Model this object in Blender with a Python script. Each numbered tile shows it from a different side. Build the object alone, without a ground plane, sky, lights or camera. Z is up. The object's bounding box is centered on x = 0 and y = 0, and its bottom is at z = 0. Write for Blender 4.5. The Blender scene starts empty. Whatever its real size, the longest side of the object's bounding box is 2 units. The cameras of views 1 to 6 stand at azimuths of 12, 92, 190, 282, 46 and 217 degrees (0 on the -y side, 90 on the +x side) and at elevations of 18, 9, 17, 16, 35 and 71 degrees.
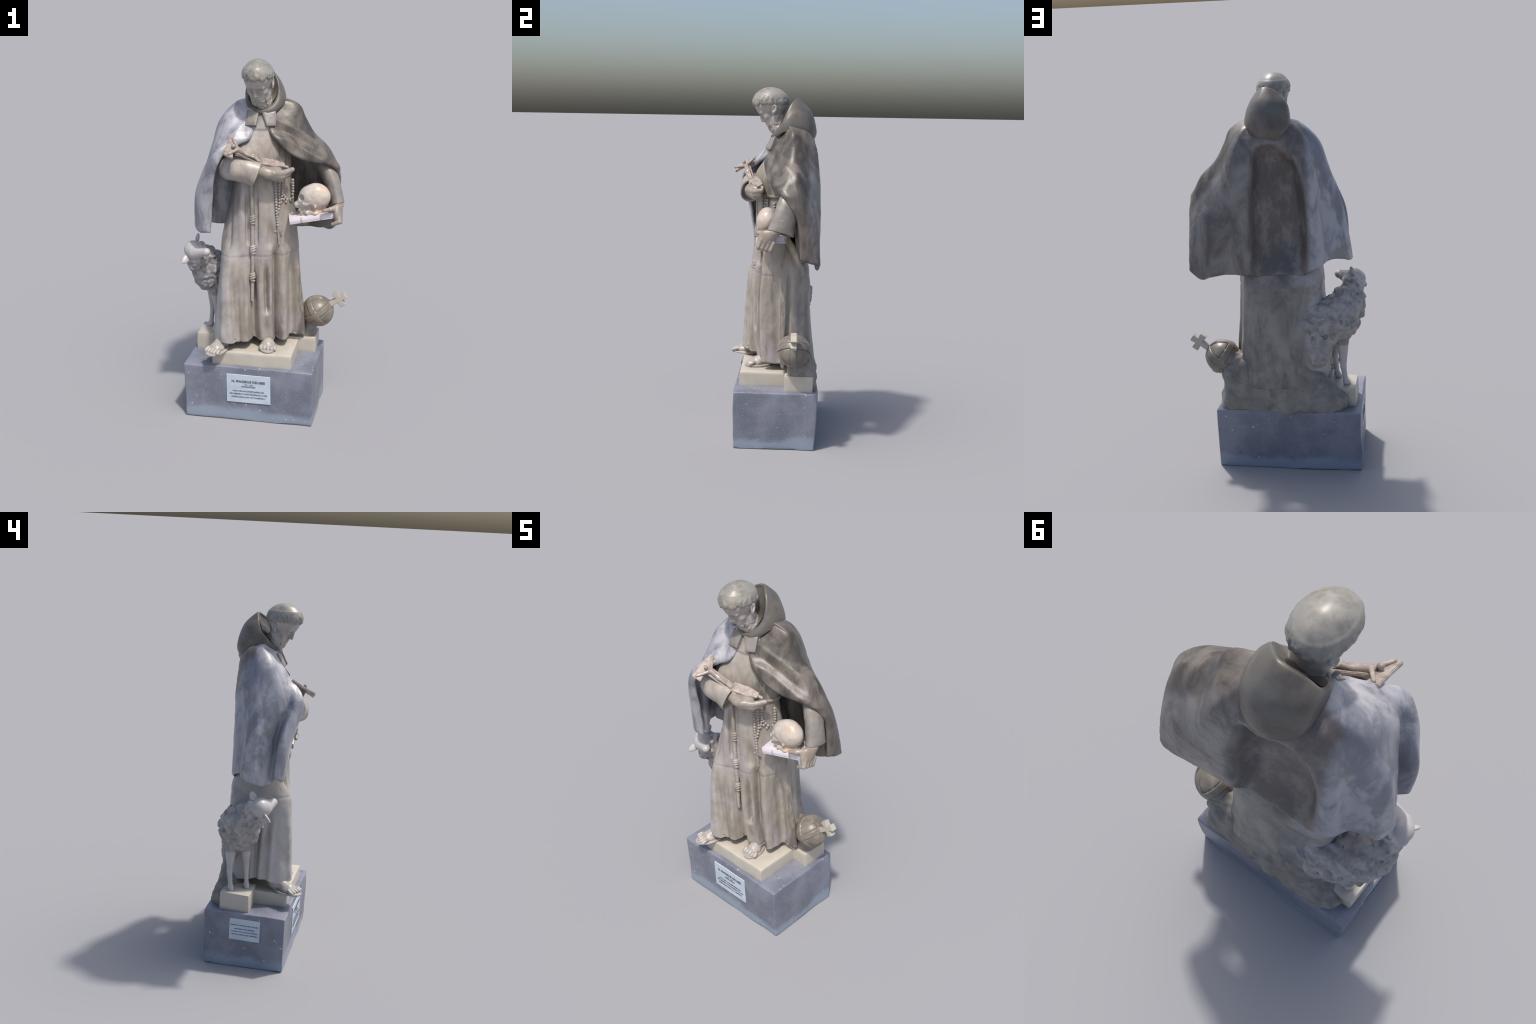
# Painted stone statue of a cloaked monk with lamb, skull, book and orb on a granite plinth.
# Frame: metres, z up, the figure faces -y, its right hand side is -x.
import math
import bpy
import bmesh
import numpy as np
from mathutils import Vector, Matrix
from mathutils.bvhtree import BVHTree

RNG = np.random.default_rng(7)
A = np.array

# ------------------------------------------------------------------ noise
def _hash(i, j, k, seed):
    n = (i * 374761393 + j * 668265263 + k * 2147483647 + seed * 1274126177) & 0xFFFFFFFF
    n = ((n ^ (n >> 13)) * 1274126177) & 0xFFFFFFFF
    return ((n ^ (n >> 16)) & 0xFFFF) / 65535.0

def vnoise(P, scale, seed=0):
    """smooth value noise in -1..1"""
    Q = np.asarray(P, float) * scale
    I = np.floor(Q).astype(np.int64)
    F = Q - I
    F = F * F * F * (F * (F * 6 - 15) + 10)
    out = 0
    for dx in (0, 1):
        for dy in (0, 1):
            for dz in (0, 1):
                w = (F[..., 0] if dx else 1 - F[..., 0]) * (F[..., 1] if dy else 1 - F[..., 1]) * (F[..., 2] if dz else 1 - F[..., 2])
                out = out + w * _hash(I[..., 0] + dx, I[..., 1] + dy, I[..., 2] + dz, seed)
    return out * 2 - 1

def fbm(P, scale, octaves=3, seed=0):
    s, a, t = 0, 1.0, 0
    for o in range(octaves):
        s = s + a * vnoise(P, scale * 2 ** o, seed + o)
        t += a
        a *= 0.5
    return s / t

def cells(P, scale, seed=0):
    """distance to the nearest of jittered cell centres (for curls of wool)"""
    Q = np.asarray(P, float) * scale
    I = np.floor(Q).astype(np.int64)
    best = np.full(Q.shape[:-1], 9.0)
    second = best.copy()
    for dx in (-1, 0, 1):
        for dy in (-1, 0, 1):
            for dz in (-1, 0, 1):
                J = I + A([dx, dy, dz])
                C = np.stack([J[..., a] + 0.15 + 0.7 * _hash(J[..., 0], J[..., 1], J[..., 2], seed + 11 * a) for a in range(3)], -1)
                d = np.linalg.norm(Q - C, axis=-1)
                second = np.minimum(second, np.maximum(best, d))
                best = np.minimum(best, d)
    return best, second

def smooth(a, b, x):
    t = np.clip((x - a) / (b - a), 0, 1)
    return t * t * (3 - 2 * t)

# ------------------------------------------------------------------ curves
def catmull(P, n, closed=False):
    """resample control points (first axis) to n samples with a centripetal-like Catmull-Rom spline"""
    P = np.asarray(P, float)
    m = len(P)
    if closed:
        t = np.linspace(0, m, n, endpoint=False)
    else:
        t = np.linspace(0, m - 1, n)
    i = np.minimum(np.floor(t).astype(int), m - 1 if closed else m - 2)
    f = (t - i).reshape((-1,) + (1,) * (P.ndim - 1))
    def g(k):
        if closed:
            return P[(i + k) % m]
        j = i + k
        out = P[np.clip(j, 0, m - 1)]
        lo, hi = j < 0, j > m - 1
        out = out.copy()
        out[lo] = 2 * P[0] - P[1]
        out[hi] = 2 * P[-1] - P[-2]
        return out
    p0, p1, p2, p3 = g(-1), g(0), g(1), g(2)
    return 0.5 * (2 * p1 + (p2 - p0) * f + (2 * p0 - 5 * p1 + 4 * p2 - p3) * f ** 2 + (3 * p1 - p0 - 3 * p2 + p3) * f ** 3)

# ------------------------------------------------------------------ scene helpers
def new_object(name, verts, faces, mat, parent, smooth_faces=True, sharp=None):
    me = bpy.data.meshes.new(name)
    me.from_pydata([tuple(v) for v in np.asarray(verts, float)], [], [tuple(int(i) for i in f) for f in faces])
    me.validate()
    me.update()
    me.materials.append(mat)
    if smooth_faces:
        me.polygons.foreach_set("use_smooth", [True] * len(me.polygons))
        if sharp:
            me.set_sharp_from_angle(angle=math.radians(sharp))
    ob = bpy.data.objects.new(name, me)
    bpy.context.scene.collection.objects.link(ob)
    ob.parent = parent
    return ob

def bm_object(name, bm, mat, parent, sharp=35):
    me = bpy.data.meshes.new(name)
    bmesh.ops.recalc_face_normals(bm, faces=bm.faces)
    bm.to_mesh(me)
    bm.free()
    me.materials.append(mat)
    me.polygons.foreach_set("use_smooth", [True] * len(me.polygons))
    me.set_sharp_from_angle(angle=math.radians(sharp))
    ob = bpy.data.objects.new(name, me)
    bpy.context.scene.collection.objects.link(ob)
    ob.parent = parent
    return ob

def grid_faces(n, m, wrap_n=False, wrap_m=False, off=0, flip=False):
    F = []
    for i in range(n if wrap_n else n - 1):
        for j in range(m if wrap_m else m - 1):
            a, b = i * m + j, ((i + 1) % n) * m + j
            c, d = ((i + 1) % n) * m + (j + 1) % m, i * m + (j + 1) % m
            q = (a + off, b + off, c + off, d + off)
            F.append(q[::-1] if flip else q)
    return F

def grid_normals(G, wrap_n=False):
    if wrap_n:
        du = np.roll(G, -1, 0) - np.roll(G, 1, 0)
    else:
        du = np.gradient(G, axis=0)
    dv = np.gradient(G, axis=1)
    N = np.cross(du, dv)
    return N / (np.linalg.norm(N, axis=2, keepdims=True) + 1e-12)

def tube(points, radius, n=10, closed=False):
    """round tube along points; radius a number or one per point"""
    P = np.asarray(points, float)
    r = np.broadcast_to(radius, len(P))
    T = np.roll(P, -1, 0) - np.roll(P, 1, 0) if closed else np.gradient(P, axis=0)
    T /= np.linalg.norm(T, axis=1, keepdims=True) + 1e-12
    ref = A([0, 0, 1.0]) if abs(T[0][2]) < 0.8 else A([1.0, 0, 0])
    U = np.cross(T[0], ref)
    rings = []
    for i in range(len(P)):
        U = U - T[i] * (U @ T[i])
        U /= np.linalg.norm(U) + 1e-12
        W = np.cross(T[i], U)
        a = np.linspace(0, 2 * math.pi, n, endpoint=False)
        rings.append(P[i] + r[i] * (np.cos(a)[:, None] * U + np.sin(a)[:, None] * W))
    V = np.concatenate(rings)
    F = grid_faces(len(P), n, closed, True, flip=True)
    if not closed:
        c0, c1 = len(V), len(V) + 1
        V = np.vstack([V, P[0], P[-1]])
        L = (len(P) - 1) * n
        F += [(c0, k, (k + 1) % n) for k in range(n)]
        F += [(c1, L + (k + 1) % n, L + k) for k in range(n)]
    return V, F

def merge(parts):
    V, F, off = [], [], 0
    for v, f in parts:
        V.append(np.asarray(v, float))
        F += [tuple(i + off for i in q) for q in f]
        off += len(v)
    return np.vstack(V), F

def box(lo, hi, bevel=0.004, segs=2, frame=None, noise=0.0, cuts=0):
    """bevelled box; frame = (origin, x axis, y axis, z axis) or None"""
    bm = bmesh.new()
    bmesh.ops.create_cube(bm, size=1)
    lo, hi = A(lo, float), A(hi, float)
    for v in bm.verts:
        c = (lo + hi) / 2 + A(v.co) * (hi - lo)
        v.co = Vector(c)
    if bevel:
        bmesh.ops.bevel(bm, geom=list(bm.edges), offset=bevel, segments=segs, affect="EDGES", profile=0.6)
    if cuts:
        bmesh.ops.subdivide_edges(bm, edges=[e for e in bm.edges if e.calc_length() > 0.03], cuts=cuts, use_grid_fill=True)
    if noise:
        for v in bm.verts:
            c = A(v.co)
            v.co = Vector(c + noise * A([vnoise(c, 9, s) for s in (1, 2, 3)]))
    if frame:
        o, x, y, z = [A(q, float) for q in frame]
        for v in bm.verts:
            v.co = Vector(o + x * v.co[0] + y * v.co[1] + z * v.co[2])
    return bm

# ------------------------------------------------------------------ implicit shapes
def ell(P, c, r, R=None):
    d = P - A(c)
    if R is not None:
        d = d @ R
    r = A(r)
    k0 = np.linalg.norm(d / r, axis=-1)
    k1 = np.linalg.norm(d / (r * r), axis=-1) + 1e-9
    return k0 * (k0 - 1) / k1

def cone(P, a, b, r1, r2):
    """capsule with changing radius"""
    a, b = A(a, float), A(b, float)
    ab = b - a
    t = np.clip(((P - a) @ ab) / (ab @ ab), 0, 1)
    return np.linalg.norm(P - a - t[..., None] * ab, axis=-1) - (r1 + (r2 - r1) * t)

def smin(a, b, k):
    h = np.clip(0.5 + 0.5 * (b - a) / k, 0, 1)
    return b + (a - b) * h - k * h * (1 - h)

def smax(a, b, k):
    return -smin(-a, -b, k)

def blend(ds, k):
    d = ds[0]
    for e in ds[1:]:
        d = smin(d, e, k)
    return d

def rot(ax, deg):
    return A(Matrix.Rotation(math.radians(deg), 3, ax))

def surface(f, lo, hi, h):
    """mesh of f = 0 by surface nets"""
    lo, hi = A(lo, float), A(hi, float)
    n = np.ceil((hi - lo) / h).astype(int) + 1
    ax = [lo[i] + h * np.arange(n[i]) for i in range(3)]
    X = np.stack(np.meshgrid(*ax, indexing="ij"), -1)
    D = f(X)
    S = D < 0
    c = [(i, j, k) for i in (0, 1) for j in (0, 1) for k in (0, 1)]
    sl = lambda G, o: G[o[0]:o[0] + n[0] - 1, o[1]:o[1] + n[1] - 1, o[2]:o[2] + n[2] - 1]
    cnt = sum(sl(S, o).astype(int) for o in c)
    act = (cnt > 0) & (cnt < 8)
    acc = np.zeros(act.shape + (3,))
    num = np.zeros(act.shape)
    for o in c:
        for a in range(3):
            if o[a]:
                continue
            p = list(o)
            p[a] = 1
            d0, d1 = sl(D, o), sl(D, tuple(p))
            cr = (d0 < 0) != (d1 < 0)
            t = np.where(cr, d0 / np.where(cr, d0 - d1, 1), 0)
            pos = np.broadcast_to(A(o, float), act.shape + (3,)).copy()
            pos[..., a] += t
            acc += np.where(cr[..., None], pos, 0)
            num += cr
    idx = -np.ones(act.shape, int)
    idx[act] = np.arange(act.sum())
    I = np.argwhere(act)
    V = lo + h * (I + acc[act] / num[act][:, None])
    F = []
    for a in range(3):
        b, d = (a + 1) % 3, (a + 2) % 3
        s0 = [slice(None)] * 3
        s1 = [slice(None)] * 3
        s0[a], s1[a] = slice(0, -1), slice(1, None)
        ch = np.argwhere(S[tuple(s0)] != S[tuple(s1)])
        ok = (ch[:, b] > 0) & (ch[:, d] > 0) & (ch[:, b] < n[b] - 1) & (ch[:, d] < n[d] - 1)
        ch = ch[ok]
        eb, ed = np.eye(3, dtype=int)[b], np.eye(3, dtype=int)[d]
        q = [idx[tuple((ch - o).T)] for o in (0 * eb, eb, eb + ed, ed)]
        q = np.stack(q, 1)
        inside = S[tuple(ch.T)]
        F.append(np.where(inside[:, None], q, q[:, ::-1]))
    return V, np.vstack(F)

def vertex_normals(V, F):
    F = np.asarray(F)
    nrm = np.cross(V[F[:, 2]] - V[F[:, 0]], V[F[:, 3]] - V[F[:, 1]])
    N = np.zeros_like(V)
    for k in range(4):
        np.add.at(N, F[:, k], nrm)
    return N / (np.linalg.norm(N, axis=1, keepdims=True) + 1e-12)

def relax(V, F, times=1, w=0.5):
    F = np.asarray(F)
    for _ in range(times):
        S = np.zeros_like(V)
        C = np.zeros(len(V))
        for a, b in ((0, 1), (1, 2), (2, 3), (3, 0)):
            np.add.at(S, F[:, a], V[F[:, b]])
            np.add.at(S, F[:, b], V[F[:, a]])
            np.add.at(C, F[:, a], 1)
            np.add.at(C, F[:, b], 1)
        V = V + w * (S / C[:, None] - V)
    return V

def split_parts(V, F, label, names, mats, parent):
    """one smooth surface cut into named objects that share border points and normals"""
    N = vertex_normals(V, F)
    F = np.asarray(F)
    out = {}
    for k, (name, mat) in enumerate(zip(names, mats)):
        f = F[label == k]
        if not len(f):
            continue
        use = np.unique(f)
        m = -np.ones(len(V), int)
        m[use] = np.arange(len(use))
        ob = new_object(name, V[use], m[f], mat, parent)
        ob.data.normals_split_custom_set_from_vertices([tuple(x) for x in N[use]])
        out[k] = ob
    return out

# ------------------------------------------------------------------ materials
def srgb(r, g, b):
    f = lambda c: c / 12.92 if c <= 0.04045 else ((c + 0.055) / 1.055) ** 2.4
    return (f(r / 255), f(g / 255), f(b / 255), 1)

class Nodes:
    def __init__(self, name, roughness=0.4, spec=0.5):
        self.mat = bpy.data.materials.new(name)
        self.mat.use_nodes = True
        self.t = self.mat.node_tree
        self.b = self.t.nodes["Principled BSDF"]
        self.b.inputs["Roughness"].default_value = roughness
        self.b.inputs["Specular IOR Level"].default_value = spec
        self.co = self.t.nodes.new("ShaderNodeTexCoord").outputs["Object"]
    def n(self, kind, **kw):
        x = self.t.nodes.new(kind)
        for k, v in kw.items():
            setattr(x, k, v)
        return x
    def link(self, a, b):
        self.t.links.new(a, b)
    def stretch(self, scale=(1, 1, 1)):
        m = self.n("ShaderNodeMapping")
        m.inputs["Scale"].default_value = scale
        self.link(self.co, m.inputs["Vector"])
        return m.outputs[0]
    def noise(self, scale, detail=4, rough=0.6, vec=None, distort=0.0):
        x = self.n("ShaderNodeTexNoise")
        x.inputs["Scale"].default_value = scale
        x.inputs["Detail"].default_value = detail
        x.inputs["Roughness"].default_value = rough
        x.inputs["Distortion"].default_value = distort
        self.link(vec or self.co, x.inputs["Vector"])
        return x.outputs["Fac"]
    def step(self, val, lo, hi):
        x = self.n("ShaderNodeMapRange", interpolation_type="SMOOTHSTEP")
        x.inputs["From Min"].default_value = lo
        x.inputs["From Max"].default_value = hi
        self.link(val, x.inputs["Value"])
        return x.outputs[0]
    def math(self, op, a, b=None):
        x = self.n("ShaderNodeMath", operation=op)
        for s, v in zip(x.inputs, (a, b)):
            if v is None:
                continue
            if isinstance(v, (int, float)):
                s.default_value = v
            else:
                self.link(v, s)
        return x.outputs[0]
    def axis(self, k):
        x = self.n("ShaderNodeSeparateXYZ")
        self.link(self.co, x.inputs[0])
        return x.outputs[k]
    def mix(self, fac, a, b):
        x = self.n("ShaderNodeMix", data_type="RGBA")
        if isinstance(fac, (int, float)):
            x.inputs[0].default_value = fac
        else:
            self.link(fac, x.inputs[0])
        for s, v in ((x.inputs[6], a), (x.inputs[7], b)):
            if isinstance(v, tuple):
                s.default_value = v
            else:
                self.link(v, s)
        return x.outputs[2]
    def colour(self, c):
        if isinstance(c, tuple):
            self.b.inputs["Base Color"].default_value = c
        else:
            self.link(c, self.b.inputs["Base Color"])
    def bump(self, h, strength=0.2, dist=0.002):
        x = self.n("ShaderNodeBump")
        x.inputs["Strength"].default_value = strength
        x.inputs["Distance"].default_value = dist
        self.link(h, x.inputs["Height"])
        self.link(x.outputs[0], self.b.inputs["Normal"])

def stone(name, light, dark, tint=None, roughness=0.38, scale=14, amount=0.5, streak=None, spots=None, stain_shade=None):
    """glazed weathered stone: two tones in cloudy patches, optional third tint in larger patches"""
    m = Nodes(name, roughness)
    cloud = m.step(m.noise(scale, 5, 0.62, m.stretch(streak) if streak else None, 0.4), 0.5 - 0.22, 0.5 + 0.22)
    c = m.mix(m.math("MULTIPLY", cloud, amount), light, dark)
    if tint:
        c = m.mix(m.math("MULTIPLY", m.step(m.noise(5, 4, 0.6), 0.48, 0.68), 0.7), c, tint)
    if spots:
        c = m.mix(m.math("MULTIPLY", m.step(m.noise(38, 4, 0.7), 0.58, 0.7), 0.55), c, spots)
    if stain_shade:
        raw = m.mix(m.step(m.noise(7, 7, 0.68, m.stretch((1, 1, 0.45)), 0.6), 0.36, 0.7), srgb(142, 138, 134), srgb(92, 87, 84))
        edge = m.math("MULTIPLY", m.math("SUBTRACT", m.noise(9, 4, 0.6), 0.5), 0.08)
        c = m.mix(m.step(m.math("ADD", m.axis(1), edge), 0.10, 0.15), c, raw)
        wob = m.math("MULTIPLY", m.math("SUBTRACT", m.noise(6, 5, 0.65), 0.5), 0.5)
        c = m.mix(m.math("MULTIPLY", m.step(m.math("ADD", m.axis(0), wob), -0.12, -0.24), 0.75), c, srgb(172, 168, 168))
        grime_shade = m.step(m.noise(5.0, 8, 0.75, m.stretch((1.8, 1.8, 0.3))), 0.47, 0.62)  # left-side streaks: part grainy grime, part fold shade painted into the colour
        c = m.mix(m.math("MULTIPLY", m.math("MULTIPLY", grime_shade, 0.75), m.step(m.math("ADD", m.axis(0), wob), -0.02, 0.16)), c, stain_shade)
        c = m.mix(m.math("MULTIPLY", m.step(m.noise(4.5, 7, 0.72, m.stretch((1, 1, 0.4))), 0.56, 0.68), 0.3), c, stain_shade)
    m.colour(c)
    m.bump(m.noise(90, 4, 0.6), 0.12, 0.0015)
    return m.mat

ROBE = stone("robe_stone", srgb(166, 159, 149), srgb(118, 110, 101), srgb(168, 162, 164), streak=(1, 1, 0.35), stain_shade=srgb(70, 64, 58), amount=0.75)
FLESH = stone("flesh_stone", srgb(170, 164, 158), srgb(134, 127, 121), None, scale=20, amount=0.7)
HAND = stone("hand_stone", srgb(158, 150, 141), srgb(118, 109, 100), srgb(150, 130, 108), scale=18, amount=0.8)
HAIR = stone("hair_stone", srgb(150, 146, 138), srgb(106, 103, 97), srgb(138, 139, 133), scale=22, amount=0.8)
SLEEVE = stone("sleeve_stone", srgb(138, 131, 123), srgb(98, 92, 85), srgb(136, 133, 133), amount=0.8)
PALE = stone("pale_base_stone", srgb(186, 180, 168), srgb(160, 153, 141), None, scale=8, roughness=0.45)
BONE = stone("bone_glaze", srgb(194, 187, 179), srgb(164, 157, 150), srgb(190, 154, 122), roughness=0.25, amount=0.8)
BOOK = stone("book_glaze", srgb(216, 210, 216), srgb(196, 188, 196), None, roughness=0.35)
BAND = stone("book_band_glaze", srgb(186, 174, 170), srgb(160, 146, 140), None, roughness=0.4)
CORPUS = stone("crucifix_glaze", srgb(170, 158, 150), srgb(116, 106, 98), None, roughness=0.22, scale=40, amount=0.8)
ORB = stone("orb_stone", srgb(134, 127, 116), srgb(90, 84, 76), srgb(126, 108, 89), amount=0.8)
WOOL = stone("wool_stone", srgb(168, 164, 160), srgb(112, 108, 108), srgb(138, 136, 142), roughness=0.5, scale=24, amount=0.8)
LAMBSKIN = stone("lamb_face_stone", srgb(180, 176, 174), srgb(150, 146, 146), None, scale=18)
ROCK = stone("rough_rock", srgb(140, 136, 130), srgb(94, 89, 85), srgb(128, 119, 106), roughness=0.6, scale=12, spots=srgb(84, 79, 76), amount=0.8)

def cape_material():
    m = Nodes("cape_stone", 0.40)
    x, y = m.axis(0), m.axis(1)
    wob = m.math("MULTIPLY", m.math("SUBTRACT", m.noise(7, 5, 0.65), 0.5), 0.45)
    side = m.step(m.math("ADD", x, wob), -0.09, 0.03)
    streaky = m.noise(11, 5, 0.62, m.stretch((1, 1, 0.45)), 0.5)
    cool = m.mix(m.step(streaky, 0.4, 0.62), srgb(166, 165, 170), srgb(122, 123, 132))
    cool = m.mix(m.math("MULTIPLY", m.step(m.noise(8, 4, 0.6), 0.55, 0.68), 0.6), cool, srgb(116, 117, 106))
    warm = m.mix(m.step(streaky, 0.36, 0.64), srgb(108, 101, 94), srgb(66, 61, 57))  # brown of the left side, deepened with some baked-in shade
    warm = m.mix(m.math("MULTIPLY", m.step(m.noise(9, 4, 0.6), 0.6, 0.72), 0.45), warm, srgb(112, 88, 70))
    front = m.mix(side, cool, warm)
    raw = m.mix(m.step(m.noise(9, 7, 0.68, m.stretch((1, 1, 0.4)), 0.6), 0.36, 0.68), srgb(132, 128, 126), srgb(82, 78, 76))
    back = m.step(m.math("ADD", y, m.math("MULTIPLY", wob, 0.12)), 0.165, 0.2)
    inside = m.math("MULTIPLY", m.step(m.math("ABSOLUTE", m.math("ADD", x, 0.045)), 0.17, 0.13), m.step(y, 0.06, 0.09))
    floor = m.mix(m.step(m.noise(14, 7, 0.7, m.stretch((1, 1, 0.5))), 0.44, 0.7), srgb(92, 86, 84), srgb(128, 123, 121))  # back hollow's floor: recess shade painted in as a darker tone
    c = m.mix(back, front, raw)
    m.colour(m.mix(m.math("MULTIPLY", inside, m.step(y, 0.215, 0.185)), c, floor))
    m.bump(m.noise(34, 5, 0.65), 0.35, 0.004)
    return m.mat
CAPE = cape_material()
HOOD = stone("hood_stone", srgb(108, 101, 94), srgb(74, 69, 64), srgb(98, 98, 95), scale=11, amount=0.9)

def granite():
    m = Nodes("blue_granite", 0.42)
    c = m.mix(m.step(m.noise(6, 5, 0.6), 0.35, 0.65), srgb(124, 127, 140), srgb(102, 106, 119))
    splash = m.math("ADD", m.axis(2), m.math("MULTIPLY", m.math("SUBTRACT", m.noise(5, 5, 0.6), 0.5), 0.12))
    c = m.mix(m.math("MULTIPLY", m.step(splash, 0.085, 0.045), 0.75), c, srgb(136, 149, 164))
    c = m.mix(m.math("MULTIPLY", m.step(m.noise(120, 3, 0.7), 0.5, 0.72), 0.3), c, srgb(156, 159, 170))
    c = m.mix(m.step(m.noise(46, 2, 0.5), 0.70, 0.75), c, srgb(176, 180, 188))
    m.colour(c)
    m.bump(m.noise(160, 3, 0.6), 0.1, 0.001)
    return m.mat
GRANITE = granite()

def plain(name, c, roughness=0.4, metallic=0.0):
    m = Nodes(name, roughness)
    m.b.inputs["Metallic"].default_value = metallic
    m.colour(m.mix(m.step(m.noise(9, 3, 0.6, m.stretch((1, 1, 2))), 0.3, 0.7), c, tuple(0.86 * v for v in c[:3]) + (1,)))
    return m.mat
PLATE = plain("plaque_metal", srgb(186, 197, 209), 0.4)
INK = plain("plaque_ink", srgb(74, 76, 92), 0.6)

# ------------------------------------------------------------------ the statue
statue = bpy.data.objects.new("monk_statue", None)
bpy.context.scene.collection.objects.link(statue)
statue["label"] = "glazed stone statue of a cloaked monk with lamb, skull and orb"
statue["category"] = "statue"

# ---- plinth, slab and blocks
PX0, PX1, PY0, PY1, PZ = -0.426, 0.306, -0.214, 0.243, 0.325
bm = box((PX0, PY0, 0), (PX1, PY1, PZ), 0.008, 3, cuts=14, noise=0.0035)
for v in bm.verts:
    if v.co.z < 0.004:
        v.co.z = 0
    if v.co.y > 0.2:
        v.co.y += 0.012 * float(smooth(-0.1, 0.3, v.co.x) * smooth(0.0, 0.3, v.co.z)) - 0.010 * float(smooth(0.3, -0.1, v.co.z) * smooth(-0.2, -0.4, v.co.x))
    if v.co.x < -0.4:
        v.co.x -= 0.010 * float(smooth(0.0, 0.24, v.co.y))
plinth = bm_object("plinth", bm, GRANITE, statue, 40)

def plaque(origin, right, size, lines):
    """metal plate with raised lettering; origin = centre, outward normal = right x up"""
    right = A(right, float)
    up = A([0, 0, 1.0])
    out = np.cross(right, up)
    w, h = size
    o = A(origin, float)
    bm = box((-w / 2, -h / 2, -0.004), (w / 2, h / 2, 0.004), 0.001, 1, (o, right, up, out))
    plate = bm_object("plaque", bm, PLATE, plinth)
    M = Matrix(((right[0], up[0], out[0], 0), (right[1], up[1], out[1], 0), (right[2], up[2], out[2], 0), (0, 0, 0, 1)))
    for text, size_, dz, width in lines:
        cu = bpy.data.curves.new("lettering", "FONT")
        cu.body = text
        cu.size = size_
        cu.align_x, cu.align_y = "CENTER", "CENTER"
        cu.extrude = 0.0006
        cu.offset = 0.0004 if size_ > 0.015 else 0.0
        tmp = bpy.data.objects.new("lettering", cu)
        bpy.context.scene.collection.objects.link(tmp)
        bpy.context.view_layer.update()
        me = bpy.data.meshes.new_from_object(tmp.evaluated_get(bpy.context.evaluated_depsgraph_get()))
        bpy.data.objects.remove(tmp)
        xs = [v.co.x for v in me.vertices]
        k = width / (max(xs) - min(xs))
        for v in me.vertices:
            v.co.x *= k
            p = o + right * v.co.x + up * (v.co.y + dz) + out * (0.0046 + v.co.z)
            v.co = Vector(p)
        me.materials.clear()
        me.materials.append(INK)
        ob = bpy.data.objects.new("lettering", me)
        bpy.context.scene.collection.objects.link(ob)
        ob.parent = plate

plaque((-0.054, PY0 - 0.001, 0.199), (1, 0, 0), (0.25, 0.171), [
    ("HL. FRANZISCUS VON ASSISI", 0.020, 0.045, 0.19),
    ("1181 - 1226", 0.011, 0.026, 0.05),
    ("ORDENSGRÜNDER", 0.011, 0.014, 0.082),
    ("DURCH SEIN NATURVERSTÄNDNIS UND", 0.0115, -0.014, 0.178),
    ("SEIN LEBENSBILD WURDE FRANZISKUS ZU IN DER", 0.0115, -0.032, 0.214),
    ("CHRISTLICHEN KUNST OFT DARGESTELLT", 0.0115, -0.051, 0.196)])
plaque((PX0 - 0.001, 0.008, 0.228), (0, -1, 0), (0.174, 0.128), [
    ("GESTIFTET IM JAHRE DES HERRN VON DEN", 0.0085, 0.026, 0.158),
    ("BRÜDERN DES ORDENS", 0.010, 0.004, 0.112),
    ("ZUR EHRE GOTTES UND DER SCHÖPFUNG", 0.0085, -0.013, 0.15),
    ("UND ZUM FRIEDEN ALLER MENSCHEN", 0.0085, -0.030, 0.146)])

bm_object("base_slab", box((-0.266, -0.188, 0.318), (0.183, 0.09, 0.404), 0.006, 2, cuts=6, noise=0.003), PALE, statue)
bm_object("support_block", box((0.10, 0.068, 0.318), (0.281, 0.226, 0.416), 0.007, 2, cuts=4, noise=0.003), PALE, statue)
bm_object("support_block", box((-0.405, -0.003, 0.318), (-0.235, 0.165, 0.428), 0.008, 2, cuts=4, noise=0.003), PALE, statue)

# ---- rough rock mass behind the feet
def rock_field(P):
    d = ell(P, (-0.03, 0.17, 0.33), (0.30, 0.085, 0.22))
    d = smin(d, cone(P, (-0.30, 0.16, 0.35), (0.19, 0.165, 0.36), 0.075, 0.085), 0.05)
    d = smin(d, cone(P, (-0.22, 0.14, 0.40), (-0.14, 0.16, 0.53), 0.055, 0.045), 0.05)
    d = smin(d, cone(P, (0.20, 0.17, 0.36), (0.15, 0.17, 0.54), 0.065, 0.03), 0.06)
    d = smin(d, cone(P, (0.25, 0.14, 0.52), (0.21, 0.17, 0.38), 0.066, 0.07), 0.03)
    d = smin(d, cone(P, (0.21, 0.13, 0.56), (0.16, 0.15, 0.54), 0.05, 0.05), 0.03)
    d = smax(d, P[..., 0] - 0.272 + 0.0 * P[..., 2], 0.008)
    d = smax(d, -(P[..., 1] - 0.09) - 0.5 * smooth(0.40, 0.46, P[..., 2]), 0.01)
    d = smax(d, P[..., 1] - 0.248 + (0.12 + 0.25 * smooth(-0.1, -0.3, P[..., 0])) * (P[..., 2] - 0.33), 0.012)
    d = smax(d, -0.40 - P[..., 0] + 0.1 * (P[..., 2] - 0.4), 0.01)
    d = smax(d, 0.318 - P[..., 2], 0.004)
    return d + 0.016 * fbm(P, 20, 4, 5)
V, F = surface(rock_field, (-0.5, 0.02, 0.30), (0.36, 0.29, 0.64), 0.007)
new_object("rock", V, F, ROCK, statue)

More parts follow.
